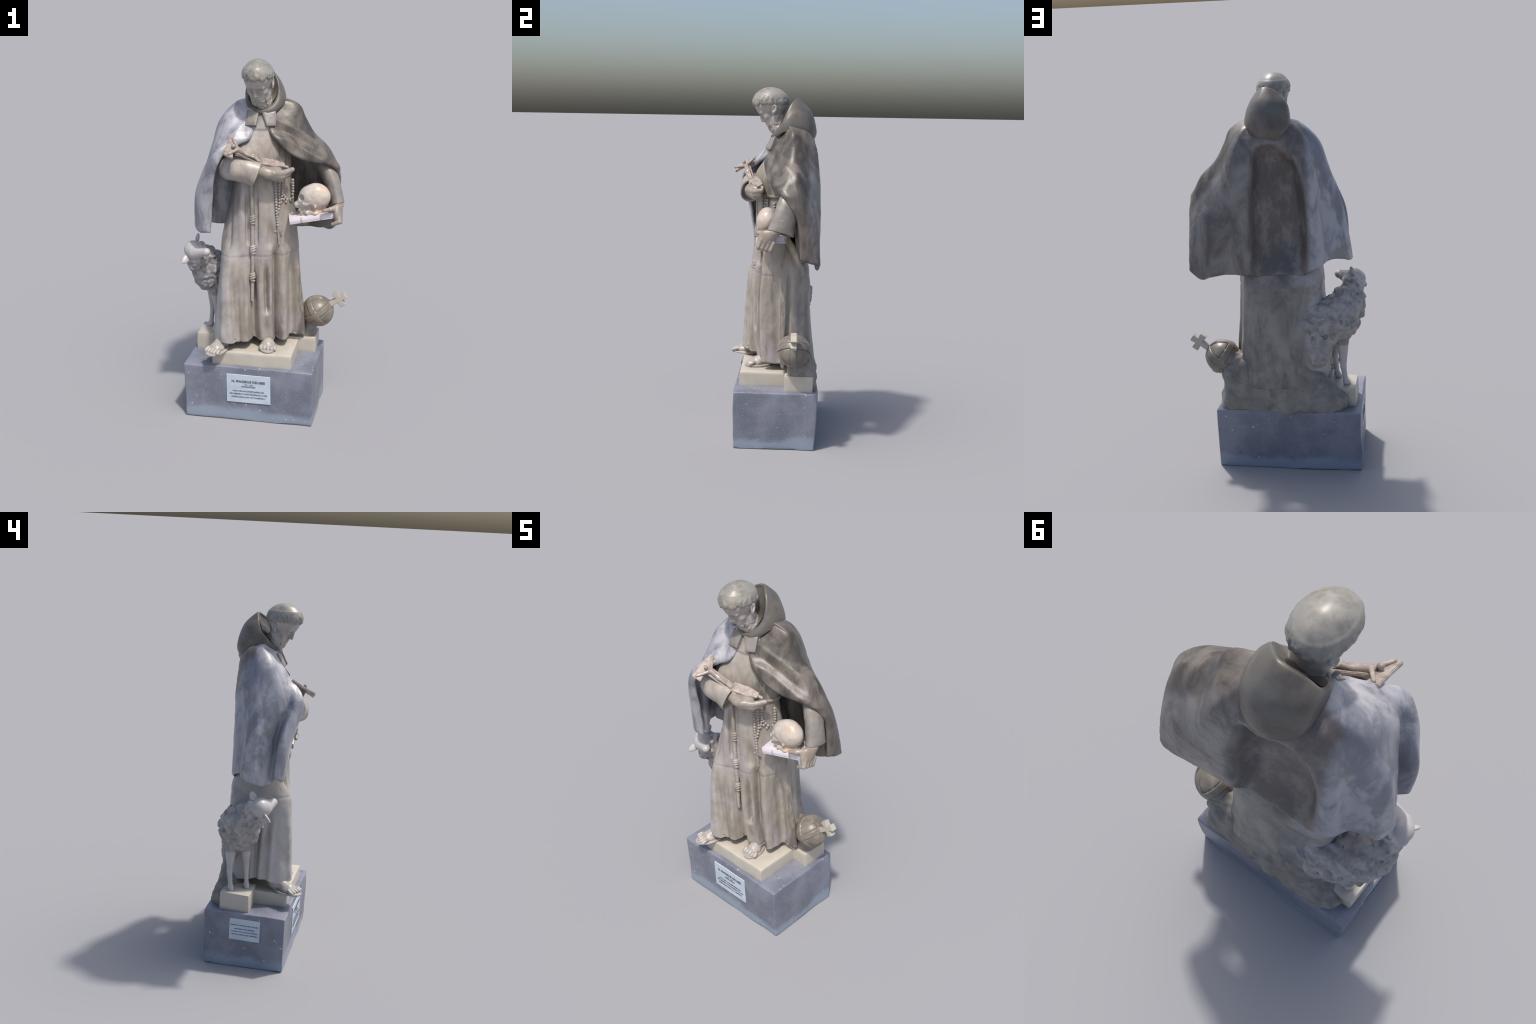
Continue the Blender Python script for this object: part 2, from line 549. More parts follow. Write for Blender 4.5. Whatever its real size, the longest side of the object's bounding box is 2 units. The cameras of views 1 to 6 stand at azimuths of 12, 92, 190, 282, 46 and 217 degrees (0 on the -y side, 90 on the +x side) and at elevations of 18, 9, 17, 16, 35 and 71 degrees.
# ---- robe: a closed loft through horizontal sections
# 16 points per section: centre front valley, round by the figure's right leg, back, left side
ROBE_SECTIONS = [
    (0.445, [(-0.040, -0.098), (-0.10, -0.150), (-0.18, -0.196), (-0.25, -0.150), (-0.274, -0.05), (-0.262, 0.06), (-0.232, 0.165), (-0.13, 0.222), (0.0, 0.236), (0.11, 0.232), (0.178, 0.200), (0.200, 0.125), (0.222, 0.058), (0.158, 0.030), (0.108, -0.056), (0.020, -0.085)]),
    (0.62, [(-0.043, -0.104), (-0.09, -0.142), (-0.17, -0.188), (-0.235, -0.140), (-0.258, -0.045), (-0.250, 0.06), (-0.232, 0.155), (-0.13, 0.205), (0.0, 0.214), (0.10, 0.208), (0.165, 0.180), (0.185, 0.115), (0.212, 0.055), (0.152, 0.012), (0.112, -0.064), (0.02, -0.112)]),
    (0.80, [(-0.045, -0.106), (-0.09, -0.132), (-0.165, -0.180), (-0.222, -0.130), (-0.246, -0.035), (-0.235, 0.06), (-0.226, 0.152), (-0.13, 0.192), (0.0, 0.197), (0.09, 0.200), (0.152, 0.175), (0.172, 0.11), (0.195, 0.048), (0.152, 0.004), (0.115, -0.064), (0.02, -0.114)]),
    (0.92, [(-0.045, -0.106), (-0.09, -0.132), (-0.16, -0.170), (-0.215, -0.120), (-0.241, -0.03), (-0.248, 0.07), (-0.227, 0.155), (-0.13, 0.190), (0.0, 0.195), (0.09, 0.198), (0.147, 0.172), (0.167, 0.11), (0.187, 0.045), (0.153, -0.005), (0.115, -0.064), (0.02, -0.114)]),
    (1.04, [(-0.045, -0.105), (-0.09, -0.126), (-0.150, -0.126), (-0.198, -0.092), (-0.233, -0.02), (-0.240, 0.07), (-0.222, 0.140), (-0.13, 0.165), (0.0, 0.170), (0.08, 0.165), (0.130, 0.150), (0.153, 0.11), (0.177, 0.045), (0.154, -0.010), (0.115, -0.060), (0.02, -0.112)]),
    (1.22, [(-0.045, -0.103), (-0.09, -0.116), (-0.118, -0.112), (-0.158, -0.070), (-0.190, 0.0), (-0.205, 0.05), (-0.17, 0.06), (-0.12, 0.06), (-0.02, 0.06), (0.07, 0.06), (0.11, 0.065), (0.14, 0.07), (0.160, 0.045), (0.148, -0.002), (0.110, -0.048), (0.02, -0.106)]),
    (1.38, [(-0.045, -0.104), (-0.09, -0.110), (-0.112, -0.100), (-0.142, -0.060), (-0.165, 0.0), (-0.175, 0.04), (-0.17, 0.07), (-0.11, 0.08), (-0.02, 0.08), (0.06, 0.08), (0.10, 0.075), (0.13, 0.06), (0.145, 0.035), (0.138, -0.002), (0.102, -0.046), (0.02, -0.098)]),
    (1.50, [(-0.04, -0.116), (-0.085, -0.128), (-0.13, -0.118), (-0.16, -0.05), (-0.17, 0.0), (-0.17, 0.04), (-0.15, 0.07), (-0.10, 0.08), (-0.02, 0.08), (0.06, 0.08), (0.10, 0.075), (0.13, 0.06), (0.14, 0.035), (0.13, 0.0), (0.096, -0.040), (0.02, -0.094)]),
    (1.64, [(-0.02, -0.050), (-0.05, -0.048), (-0.09, -0.045), (-0.11, -0.025), (-0.13, 0.01), (-0.13, 0.05), (-0.11, 0.07), (-0.08, 0.08), (-0.02, 0.08), (0.05, 0.08), (0.08, 0.075), (0.10, 0.06), (0.11, 0.04), (0.10, 0.0), (0.06, -0.024), (0.02, -0.050)]),
    (1.74, [(-0.01, -0.01), (-0.03, -0.01), (-0.05, -0.005), (-0.06, 0.005), (-0.07, 0.02), (-0.07, 0.05), (-0.06, 0.07), (-0.04, 0.08), (-0.01, 0.08), (0.02, 0.08), (0.04, 0.07), (0.05, 0.06), (0.055, 0.04), (0.05, 0.02), (0.035, 0.0), (0.01, -0.008)]),
]
# folds on the front and sides: (x at the top, x at the hem, top z, bottom z, depth, width); negative depth = ridge
FRONT_FOLDS = [
    (-0.150, -0.124, 0.94, 0.40, 0.015, 0.018), (-0.118, -0.106, 0.80, 0.40, 0.008, 0.005), (-0.085, -0.080, 0.95, 0.40, -0.008, 0.013),
    (-0.045, -0.038, 0.92, 0.40, 0.020, 0.014), (-0.004, 0.0, 0.95, 0.40, -0.006, 0.014),
    (0.028, 0.034, 0.95, 0.62, 0.026, 0.012), (0.080, 0.079, 1.06, 0.40, 0.036, 0.013),
    (0.115, 0.114, 1.00, 0.40, -0.012, 0.014), (0.158, 0.162, 0.98, 0.40, 0.022, 0.015),
    (-0.195, -0.205, 0.95, 0.46, -0.006, 0.016), (-0.10, -0.10, 1.33, 0.95, -0.006, 0.02), (-0.075, -0.07, 1.34, 1.02, 0.010, 0.008),
    (-0.018, -0.018, 1.36, 1.02, 0.008, 0.007), (0.05, 0.055, 1.22, 1.00, 0.010, 0.016), (-0.17, -0.165, 1.30, 1.00, 0.006, 0.012)]
SIDE_FOLDS = [  # by y, on one side (+1 left, -1 right)
    (1, 0.085, 1.04, 0.40, 0.022, 0.012), (1, 0.02, 0.95, 0.40, 0.008, 0.018), (1, 0.15, 1.0, 0.44, 0.010, 0.02),
    (-1, -0.085, 0.86, 0.40, -0.008, 0.013), (-1, -0.055, 0.9, 0.40, 0.010, 0.016), (-1, 0.002, 0.92, 0.40, 0.028, 0.016)]

def robe_grid(nz=240, na=420):
    zs = A([s[0] for s in ROBE_SECTIONS])
    sec = A([s[1] for s in ROBE_SECTIONS])
    ring = np.stack([catmull(s, na, True) for s in sec])            # sections x angle x 2
    zz = np.linspace(zs[0], zs[-1], nz)
    # interpolate every angle over z
    k = np.interp(zz, zs, np.arange(len(zs)))
    dense = catmull(ring, 2000)
    XY = dense[np.clip(np.round(k / (len(zs) - 1) * 1999).astype(int), 0, 1999)]
    G = np.concatenate([XY, np.broadcast_to(zz[:, None, None], XY.shape[:2] + (1,))], 2)
    for _ in range(2):
        N = grid_normals(np.swapaxes(G, 0, 1), True)
        N = np.swapaxes(N, 0, 1)
    cen = A([-0.035, 0.05])
    out = np.sign(((G[..., :2] - cen) * N[..., :2]).sum(-1, keepdims=True))
    N = N * out
    d = np.zeros(G.shape[:2])
    X, Y, Z = G[..., 0], G[..., 1], G[..., 2]
    front = smooth(-0.05, -0.45, N[..., 1]) * smooth(0.06, 0.0, Y)
    for x0, x1, zt, zb, dep, w in FRONT_FOLDS:
        t = np.clip((zt - Z) / (zt - zb), 0, 1)
        xc = x0 + (x1 - x0) * t
        m = smooth(zt + 0.02, zt - 0.16, Z) * (smooth(zb - 0.015, zb + 0.03, Z) if zb > 0.45 else 1)
        d -= 1.4 * dep * m * np.exp(-((X - xc) / w) ** 2) * front
    for sgn, y0, zt, zb, dep, w in SIDE_FOLDS:
        m = smooth(zt + 0.02, zt - 0.16, Z) * smooth(0.15, 0.6, sgn * N[..., 0])
        d -= dep * m * np.exp(-((Y - y0) / w) ** 2)
    # the ring joint round the skirt
    d += 0.002 * smooth(0.950, 0.966, Z) * smooth(1.25, 1.0, Z)
    d -= 0.0012 * np.exp(-((Z - 0.952) / 0.005) ** 2)
    # the edge of the shoulder piece on the chest
    d += 0.006 * smooth(1.632, 1.638, Z) * front
    d += 0.003 * front * smooth(0.95, 0.80, Z)
    d += 0.002 * fbm(G, 18, 3, 3)
    G = G + N * d[..., None]
    # hem rises a little in waves and is rounded
    return G
G = robe_grid()
nz, na = G.shape[:2]
hemcurl = [(0.006, -0.004), (0.013, -0.003), (0.02, 0.003), (0.024, 0.010), (0.030, 0.018)]
cen = A([-0.035, 0.05, 0])
low = G[0]
wave = 0.007 * np.sin(np.linspace(0, 2 * math.pi, na, endpoint=False) * 9)
rows = []
for inset, dz in hemcurl[::-1]:
    dirn = cen - low
    dirn[:, 2] = 0
    dirn /= np.linalg.norm(dirn, axis=1, keepdims=True)
    r = low + dirn * inset
    r[:, 2] += dz
    rows.append(r)
G = np.concatenate([np.stack(rows), G])
fade = smooth(0.62, 0.45, G[..., 2])
lift = (0.030 - 0.016 * smooth(-0.06, -0.14, G[..., 1])) * smooth(0.16, 0.0, G[..., 1]) * smooth(0.0, -0.12, G[..., 0]) + 0.010 * smooth(0.02, -0.04, G[..., 1]) * smooth(-0.12, 0.0, G[..., 0])
G[..., 2] += fade * (0.35 * wave + lift)
V = G.reshape(-1, 3)
F = grid_faces(G.shape[0], na, False, True)
c0 = len(V)
V = np.vstack([V, [-0.035, 0.05, 0.475], [-0.01, 0.04, 1.745]])
L = (G.shape[0] - 1) * na
F += [(c0, (k + 1) % na, k) for k in range(na)] + [(c0 + 1, L + k, L + (k + 1) % na) for k in range(na)]
robe = new_object("robe", V, F, ROBE, statue)
ROBE_TREE = BVHTree.FromPolygons([tuple(v) for v in V], [tuple(f) for f in F])

def on_robe(x, z, lift):
    hit = ROBE_TREE.ray_cast(Vector((x, -1, z)), Vector((0, 1, 0)))[0]
    return A([x, (hit.y if hit else 0) - lift, z])

# ---- cloak: rays from the neck to the hem, from the left front edge round the back to the right front flap
CAPE_RAYS = [
    # left front edge
    [(-0.005, -0.030, 1.73), (0.030, -0.060, 1.655), (0.083, -0.077, 1.594), (0.145, -0.066, 1.532), (0.238, -0.036, 1.477), (0.343, 0.014, 1.437), (0.402, 0.068, 1.390), (0.394, 0.124, 1.28), (0.385, 0.140, 1.085)],
    [(0.02, -0.018, 1.742), (0.06, -0.030, 1.69), (0.115, -0.029, 1.625), (0.187, -0.013, 1.563), (0.280, 0.010, 1.508), (0.372, 0.044, 1.462), (0.402, 0.100, 1.39), (0.394, 0.150, 1.27), (0.392, 0.175, 1.072)],
    [(0.06, 0.020, 1.755), (0.1, 0.022, 1.732), (0.150, 0.024, 1.687), (0.200, 0.037, 1.622), (0.283, 0.055, 1.552), (0.358, 0.090, 1.485), (0.394, 0.125, 1.395), (0.400, 0.170, 1.27), (0.396, 0.210, 1.065)],
    [(0.08, 0.05, 1.79), (0.130, 0.065, 1.778), (0.182, 0.085, 1.742), (0.211, 0.100, 1.675), (0.260, 0.115, 1.595), (0.326, 0.134, 1.52), (0.364, 0.157, 1.42), (0.382, 0.203, 1.29), (0.397, 0.238, 1.066)],
    [(0.075, 0.095, 1.787), (0.120, 0.125, 1.767), (0.158, 0.152, 1.728), (0.182, 0.168, 1.665), (0.212, 0.178, 1.585), (0.258, 0.192, 1.50), (0.300, 0.208, 1.40), (0.340, 0.234, 1.28), (0.372, 0.252, 1.050)],
    # ridge between side and back
    [(0.07, 0.13, 1.78), (0.105, 0.172, 1.752), (0.128, 0.200, 1.71), (0.145, 0.219, 1.65), (0.168, 0.230, 1.57), (0.198, 0.236, 1.475), (0.230, 0.242, 1.37), (0.268, 0.247, 1.27), (0.325, 0.243, 1.028)],
    [(0.055, 0.146, 1.772), (0.08, 0.18, 1.742), (0.095, 0.205, 1.705), (0.105, 0.221, 1.65), (0.122, 0.233, 1.56), (0.142, 0.241, 1.47), (0.165, 0.246, 1.37), (0.185, 0.248, 1.27), (0.215, 0.230, 1.042)],
    # edge of the hollow in the back, its floor, its other edge
    [(0.04, 0.16, 1.765), (0.055, 0.185, 1.735), (0.062, 0.208, 1.70), (0.066, 0.219, 1.65), (0.074, 0.229, 1.56), (0.084, 0.236, 1.47), (0.094, 0.239, 1.37), (0.100, 0.239, 1.27), (0.105, 0.216, 1.035)],
    [(0.02, 0.165, 1.76), (0.025, 0.19, 1.73), (0.030, 0.208, 1.69), (0.034, 0.180, 1.640), (0.036, 0.152, 1.57), (0.040, 0.148, 1.47), (0.046, 0.152, 1.36), (0.055, 0.146, 1.20), (0.06, 0.186, 1.025)],
    [(-0.02, 0.17, 1.755), (-0.02, 0.195, 1.73), (-0.022, 0.206, 1.69), (-0.030, 0.150, 1.648), (-0.035, 0.114, 1.57), (-0.04, 0.116, 1.47), (-0.045, 0.122, 1.36), (-0.045, 0.120, 1.19), (-0.045, 0.182, 1.032)],
    [(-0.06, 0.158, 1.755), (-0.07, 0.174, 1.725), (-0.083, 0.182, 1.688), (-0.098, 0.168, 1.635), (-0.112, 0.124, 1.57), (-0.126, 0.115, 1.47), (-0.136, 0.114, 1.36), (-0.140, 0.116, 1.20), (-0.14, 0.176, 1.028)],
    [(-0.08, 0.142, 1.76), (-0.1, 0.158, 1.735), (-0.12, 0.168, 1.69), (-0.140, 0.172, 1.64), (-0.162, 0.171, 1.56), (-0.181, 0.168, 1.47), (-0.191, 0.166, 1.37), (-0.194, 0.167, 1.27), (-0.19, 0.174, 1.045)],
    # right side: ridge, groove, side
    [(-0.1, 0.115, 1.775), (-0.137, 0.125, 1.757), (-0.168, 0.132, 1.71), (-0.194, 0.139, 1.65), (-0.216, 0.146, 1.56), (-0.231, 0.150, 1.47), (-0.241, 0.152, 1.37), (-0.248, 0.155, 1.27), (-0.248, 0.160, 1.068)],
    [(-0.105, 0.08, 1.78), (-0.15, 0.088, 1.763), (-0.187, 0.090, 1.71), (-0.214, 0.095, 1.65), (-0.235, 0.100, 1.57), (-0.249, 0.103, 1.47), (-0.260, 0.105, 1.37), (-0.271, 0.107, 1.27), (-0.295, 0.108, 1.09)],
    [(-0.1, 0.04, 1.785), (-0.155, 0.045, 1.77), (-0.215, 0.048, 1.715), (-0.252, 0.050, 1.65), (-0.279, 0.052, 1.57), (-0.302, 0.056, 1.47), (-0.324, 0.062, 1.37), (-0.346, 0.068, 1.27), (-0.378, 0.078, 1.085)],
    [(-0.09, -0.005, 1.77), (-0.15, -0.008, 1.75), (-0.213, -0.018, 1.70), (-0.250, -0.025, 1.64), (-0.278, -0.012, 1.56), (-0.310, 0.004, 1.47), (-0.342, 0.016, 1.37), (-0.366, 0.024, 1.27), (-0.392, 0.004, 1.062)],
    [(-0.075, -0.028, 1.757), (-0.125, -0.031, 1.725), (-0.172, -0.065, 1.675), (-0.210, -0.092, 1.61), (-0.246, -0.108, 1.54), (-0.273, -0.090, 1.47), (-0.305, -0.066, 1.37), (-0.330, -0.050, 1.27), (-0.364, -0.040, 1.050)],
    [(-0.066, -0.032, 1.753), (-0.105, -0.040, 1.713), (-0.145, -0.083, 1.66), (-0.185, -0.112, 1.60), (-0.222, -0.130, 1.54), (-0.250, -0.124, 1.47), (-0.276, -0.100, 1.37), (-0.300, -0.084, 1.27), (-0.325, -0.070, 1.060)],
    # flap turned over the forearm
    [(-0.058, -0.035, 1.75), (-0.088, -0.053, 1.702), (-0.122, -0.1, 1.65), (-0.168, -0.140, 1.59), (-0.222, -0.166, 1.54), (-0.272, -0.166, 1.475), (-0.326, -0.134, 1.37), (-0.355, -0.113, 1.27), (-0.366, -0.100, 1.105)],
    [(-0.045, -0.035, 1.745), (-0.07, -0.057, 1.693), (-0.1, -0.105, 1.635), (-0.148, -0.152, 1.585), (-0.205, -0.196, 1.54), (-0.248, -0.204, 1.475), (-0.292, -0.182, 1.37), (-0.322, -0.160, 1.27), (-0.338, -0.142, 1.080)],
    [(-0.02, -0.02, 1.73), (-0.03, -0.06, 1.655), (-0.056, -0.108, 1.592), (-0.105, -0.130, 1.562), (-0.165, -0.182, 1.54), (-0.202, -0.216, 1.48), (-0.232, -0.192, 1.385), (-0.249, -0.167, 1.27), (-0.272, -0.14, 1.075)],
]

def shell(rays, ns, nt, thick, closed=False, turn=1, hem=None, rim=(1, 1, 1, 1), inner=None, relief=None, edge=0.012):
    """thick cloth through rays; rim flags: s start, s end, t start, t end get a rounded edge"""
    R = np.stack([catmull(A(r), nt) for r in rays])                  # rays x t x 3
    G = catmull(R, ns, closed)
    if hem is not None:
        G[..., 2] += hem(G)
    N = turn * grid_normals(G, closed)
    if relief is not None:
        G = G + N * relief(G, N)[..., None]
        N = turn * grid_normals(G, closed)
    # distance to the rim along the sheet
    ds = np.linalg.norm(np.diff(G, axis=0), axis=2)
    dt = np.linalg.norm(np.diff(G, axis=1), axis=2)
    cs = np.vstack([np.zeros((1, nt)), np.cumsum(ds, 0)])
    ct = np.hstack([np.zeros((ns, 1)), np.cumsum(dt, 1)])
    D = np.full((ns, nt), 9.0)
    if not closed and rim[0]:
        D = np.minimum(D, cs)
    if not closed and rim[1]:
        D = np.minimum(D, cs[-1:] - cs)
    if rim[2]:
        D = np.minimum(D, ct)
    if rim[3]:
        D = np.minimum(D, ct[:, -1:] - ct)
    q = np.clip(D / edge, 0, 1)
    th = thick * np.sqrt(np.clip(1 - (1 - q) ** 2, 0, 1))
    outer = G - N * (thick - th)[..., None] * 0.5
    innr = outer - N * th[..., None]
    V = np.concatenate([outer.reshape(-1, 3), innr.reshape(-1, 3)])
    F = grid_faces(ns, nt, closed) + grid_faces(ns, nt, closed, off=ns * nt, flip=True)
    return V, F

def cape_relief(G, N):
    X, Y, Z = G[..., 0], G[..., 1], G[..., 2]
    d = 0.004 * fbm(G, 7, 2, 2)
    # drawn folds falling over the left arm
    left = smooth(0.04, 0.14, X) * smooth(0.16, 0.05, Y)
    along = Z + 0.62 * X
    for c, a in ((1.735, 0.006), (1.70, -0.005), (1.665, 0.006), (1.63, -0.004)):
        d += a * left * np.exp(-((along - c) / 0.014) ** 2)
    right = smooth(-0.2, -0.3, X) * smooth(1.6, 1.35, Z)
    d += 0.002 * right * np.sin(Y * 95)
    d -= 0.013 * smooth(1.58, 1.64, Z) * smooth(-0.1, -0.5, N[..., 1]) * smooth(0.20, 0.10, abs(X))
    back = smooth(0.19, 0.22, Y)
    d += 0.002 * back * fbm(G, 40, 3, 9)
    return d
V, F = shell(CAPE_RAYS, 520, 260, 0.022, edge=0.018, turn=-1, hem=lambda G: 0.005 * smooth(1.2, 1.05, G[..., 2]) * vnoise(G * A([1, 1, 0.2]), 24, 12), relief=cape_relief)
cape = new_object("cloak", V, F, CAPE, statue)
bmx = bmesh.new(); bmx.from_mesh(cape.data); bmesh.ops.remove_doubles(bmx, verts=bmx.verts, dist=1e-5); bmesh.ops.recalc_face_normals(bmx, faces=bmx.faces); bmx.to_mesh(cape.data); bmx.free()

# inside walls of the cloak behind both arms
V, F = shell([[(0.10, 0.10, 1.52), (0.12, 0.125, 1.35), (0.125, 0.14, 1.2), (0.12, 0.16, 1.06)], [(0.19, 0.13, 1.50), (0.21, 0.155, 1.35), (0.22, 0.165, 1.2), (0.22, 0.175, 1.06)],
              [(0.26, 0.135, 1.48), (0.29, 0.135, 1.35), (0.30, 0.14, 1.2), (0.30, 0.168, 1.06)], [(0.32, 0.12, 1.46), (0.355, 0.145, 1.35), (0.360, 0.16, 1.2), (0.355, 0.185, 1.075)]],
             80, 80, 0.03, turn=1, relief=lambda G, N: 0.006 * fbm(G, 14, 3, 6))
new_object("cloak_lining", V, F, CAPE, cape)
V, F = shell([[(-0.15, 0.05, 1.52), (-0.17, 0.06, 1.35), (-0.18, 0.09, 1.2), (-0.18, 0.13, 1.085)], [(-0.22, 0.02, 1.50), (-0.245, 0.02, 1.35), (-0.25, 0.035, 1.2), (-0.25, 0.06, 1.085)],
              [(-0.26, 0.01, 1.48), (-0.305, 0.02, 1.35), (-0.33, 0.03, 1.2), (-0.34, 0.04, 1.095)]],
             60, 80, 0.025, turn=-1, relief=lambda G, N: 0.006 * fbm(G, 14, 3, 6))
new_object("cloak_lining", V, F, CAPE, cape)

# ---- hood
HOOD_RAYS = [
    [(0, -0.030, 1.71), (0, -0.038, 1.722), (0, -0.035, 1.735), (0, -0.022, 1.742)],
    [(0.06, -0.01, 1.72), (0.063, -0.015, 1.735), (0.06, -0.012, 1.755), (0.045, -0.002, 1.768)],
    [(0.1, 0.04, 1.755), (0.1, 0.04, 1.78), (0.092, 0.035, 1.805), (0.072, 0.022, 1.815)],
    [(0.1, 0.09, 1.745), (0.103, 0.095, 1.79), (0.09, 0.08, 1.84), (0.073, 0.045, 1.862)],
    [(0.07, 0.15, 1.715), (0.085, 0.16, 1.77), (0.07, 0.135, 1.86), (0.052, 0.072, 1.912)],
    [(0.03, 0.185, 1.695), (0.04, 0.205, 1.755), (0.03, 0.175, 1.87), (0.022, 0.098, 1.938)],
    [(-0.02, 0.195, 1.69), (-0.02, 0.218, 1.755), (-0.01, 0.185, 1.868), (0.0, 0.108, 1.946)],
    [(-0.07, 0.18, 1.695), (-0.075, 0.195, 1.755), (-0.055, 0.17, 1.87), (-0.035, 0.103, 1.938)],
    [(-0.105, 0.14, 1.72), (-0.115, 0.15, 1.77), (-0.105, 0.13, 1.86), (-0.08, 0.085, 1.908)],
    [(-0.112, 0.08, 1.75), (-0.115, 0.085, 1.79), (-0.110, 0.08, 1.835), (-0.098, 0.062, 1.852)],
    [(-0.102, 0.03, 1.755), (-0.102, 0.03, 1.78), (-0.100, 0.028, 1.8), (-0.090, 0.022, 1.808)],
    [(-0.065, -0.015, 1.725), (-0.067, -0.02, 1.74), (-0.065, -0.017, 1.755), (-0.052, -0.005, 1.762)],
]
V, F = shell(HOOD_RAYS, 240, 70, 0.018, closed=True, rim=(0, 0, 0, 1), edge=0.014, relief=lambda G, N: 0.002 * fbm(G, 12, 2, 4))
hood = new_object("hood", V, F, HOOD, statue)
bmx = bmesh.new(); bmx.from_mesh(hood.data); bmesh.ops.remove_doubles(bmx, verts=bmx.verts, dist=1e-5); bmesh.ops.recalc_face_normals(bmx, faces=bmx.faces); bmx.to_mesh(hood.data); bmx.free()

# lining that closes the hood behind the neck
rimc = catmull(A([r[-1] for r in HOOD_RAYS]), 160, True)
hollow = A([-0.012, 0.035, 1.805])
rows = []
for k in np.linspace(0.0, 1, 24):
    p = rimc + (hollow - rimc) * (0.04 + 0.9 * k)
    p = p + A([0, 0.010, -0.004]) * math.sin(math.pi * min(1, k * 1.25)) * smooth(1.76, 1.86, rimc[:, 2])[:, None]
    rows.append(p)
Gl = np.stack(rows)
V = np.vstack([Gl.reshape(-1, 3), hollow])
F = grid_faces(24, 160, False, True) + [(len(V) - 1, 23 * 160 + k, 23 * 160 + (k + 1) % 160) for k in range(160)]
new_object("hood_lining", V, F, HOOD, hood)

# ---- clasp: two square tabs that hold the cloak
def tab(c, mat):
    c = A(c, float)                                                   # corners tl, tr, br, bl as seen from the front
    nrm = np.cross(c[1] - c[0], c[3] - c[0])
    nrm /= np.linalg.norm(nrm)
    if nrm[1] > 0:
        nrm = -nrm
    n = 14
    u, v = np.meshgrid(np.linspace(0, 1, n), np.linspace(0, 1, n), indexing="ij")
    P = (1 - u)[..., None] * ((1 - v)[..., None] * c[0] + v[..., None] * c[3]) + u[..., None] * ((1 - v)[..., None] * c[1] + v[..., None] * c[2])
    e = np.minimum(np.minimum(u, 1 - u), np.minimum(v, 1 - v))
    top = P + nrm * (0.007 + 0.004 * smooth(0, 0.12, e) + 0.0008 * vnoise(P, 160, 3))[..., None]
    bot = P - nrm * 0.012
    V = np.concatenate([top.reshape(-1, 3), bot.reshape(-1, 3)])
    F = grid_faces(n, n) + grid_faces(n, n, off=n * n, flip=True)
    rim = [i * n for i in range(n)] + [(n - 1) * n + j for j in range(1, n)] + [i * n + n - 1 for i in range(n - 2, -1, -1)] + [j for j in range(n - 2, 0, -1)]
    for a, b in zip(rim, rim[1:] + rim[:1]):
        F.append((a, b, b + n * n, a + n * n))
    ob = new_object("clasp_tab", V, F, mat, statue, sharp=50)
    b_ = bmesh.new(); b_.from_mesh(ob.data); bmesh.ops.recalc_face_normals(b_, faces=b_.faces); b_.to_mesh(ob.data); b_.free()
tab([(-0.083, -0.018, 1.731), (-0.018, -0.022, 1.727), (-0.028, -0.062, 1.657), (-0.086, -0.062, 1.656)], SLEEVE)
tab([(-0.005, -0.030, 1.727), (0.066, -0.005, 1.725), (0.070, -0.034, 1.653), (0.028, -0.060, 1.656)], SLEEVE)

# ---- head
YAW = rot("Z", -9)
HC = A([-0.016, -0.02, 0])
def local(P):
    return (P - HC) @ YAW + HC - A([-0.016, 0, 0])                      # face centred on x = 0
def head_field(W):
    P = local(W)
    M = P.copy()
    M[..., 0] = np.abs(P[..., 0])
    d = ell(P, (0, -0.040, 1.911), (0.074, 0.095, 0.083))
    d = smin(d, cone(P, (0, -0.036, 1.862), (0, -0.020, 1.795), 0.054, 0.032), 0.02)
    d = smin(d, cone(M, (0.036, -0.052, 1.834), (0.016, -0.030, 1.792), 0.020, 0.020), 0.014)
    d = smin(d, cone(M, (0.005, -0.104, 1.861), (0.040, -0.084, 1.858), 0.0105, 0.0100), 0.007)
    d = smax(d, -ell(M, (0.027, -0.104, 1.841), (0.017, 0.022, 0.0115)), 0.005)
    d = smin(d, ell(M, (0.026, -0.080, 1.840), (0.013, 0.009, 0.007)), 0.004)
    d = smin(d, cone(P, (0, -0.088, 1.853), (0, -0.070, 1.815), 0.0115, 0.013), 0.004)
    d = smin(d, cone(P, (0, -0.101, 1.854), (0, -0.089, 1.813), 0.0065, 0.0095), 0.004)
    d = smin(d, ell(M, (0.010, -0.078, 1.813), (0.007, 0.010, 0.006)), 0.004)
    d = smin(d, cone(M, (0.0, -0.062, 1.800), (0.028, -0.046, 1.786), 0.009, 0.007), 0.006)
    d = smax(d, -cone(M, (0, -0.064, 1.7905), (0.016, -0.056, 1.788), 0.0032, 0.002), 0.003)
    d = smin(d, ell(P, (0, -0.046, 1.783), (0.014, 0.011, 0.006)), 0.004)
    d = smin(d, ell(P, (0, -0.030, 1.772), (0.026, 0.021, 0.019)), 0.007)
    d = smin(d, cone(M, (0.020, -0.020, 1.776), (0.048, 0.0, 1.835), 0.018, 0.015), 0.012)
    d = smin(d, cone(P, (0, -0.005, 1.81), (0.005, 0.05, 1.72), 0.052, 0.055), 0.02)
    beard = smooth(1.806, 1.79, P[..., 2]) * smooth(0.03, 0.0, P[..., 1])
    return d + 0.0050 * beard * vnoise(P, 85, 4)
V, F = surface(head_field, (-0.13, -0.15, 1.69), (0.10, 0.13, 2.01), 0.0026)
V = relax(V, F, 1, 0.4)
new_object("head", V, F, FLESH, statue)

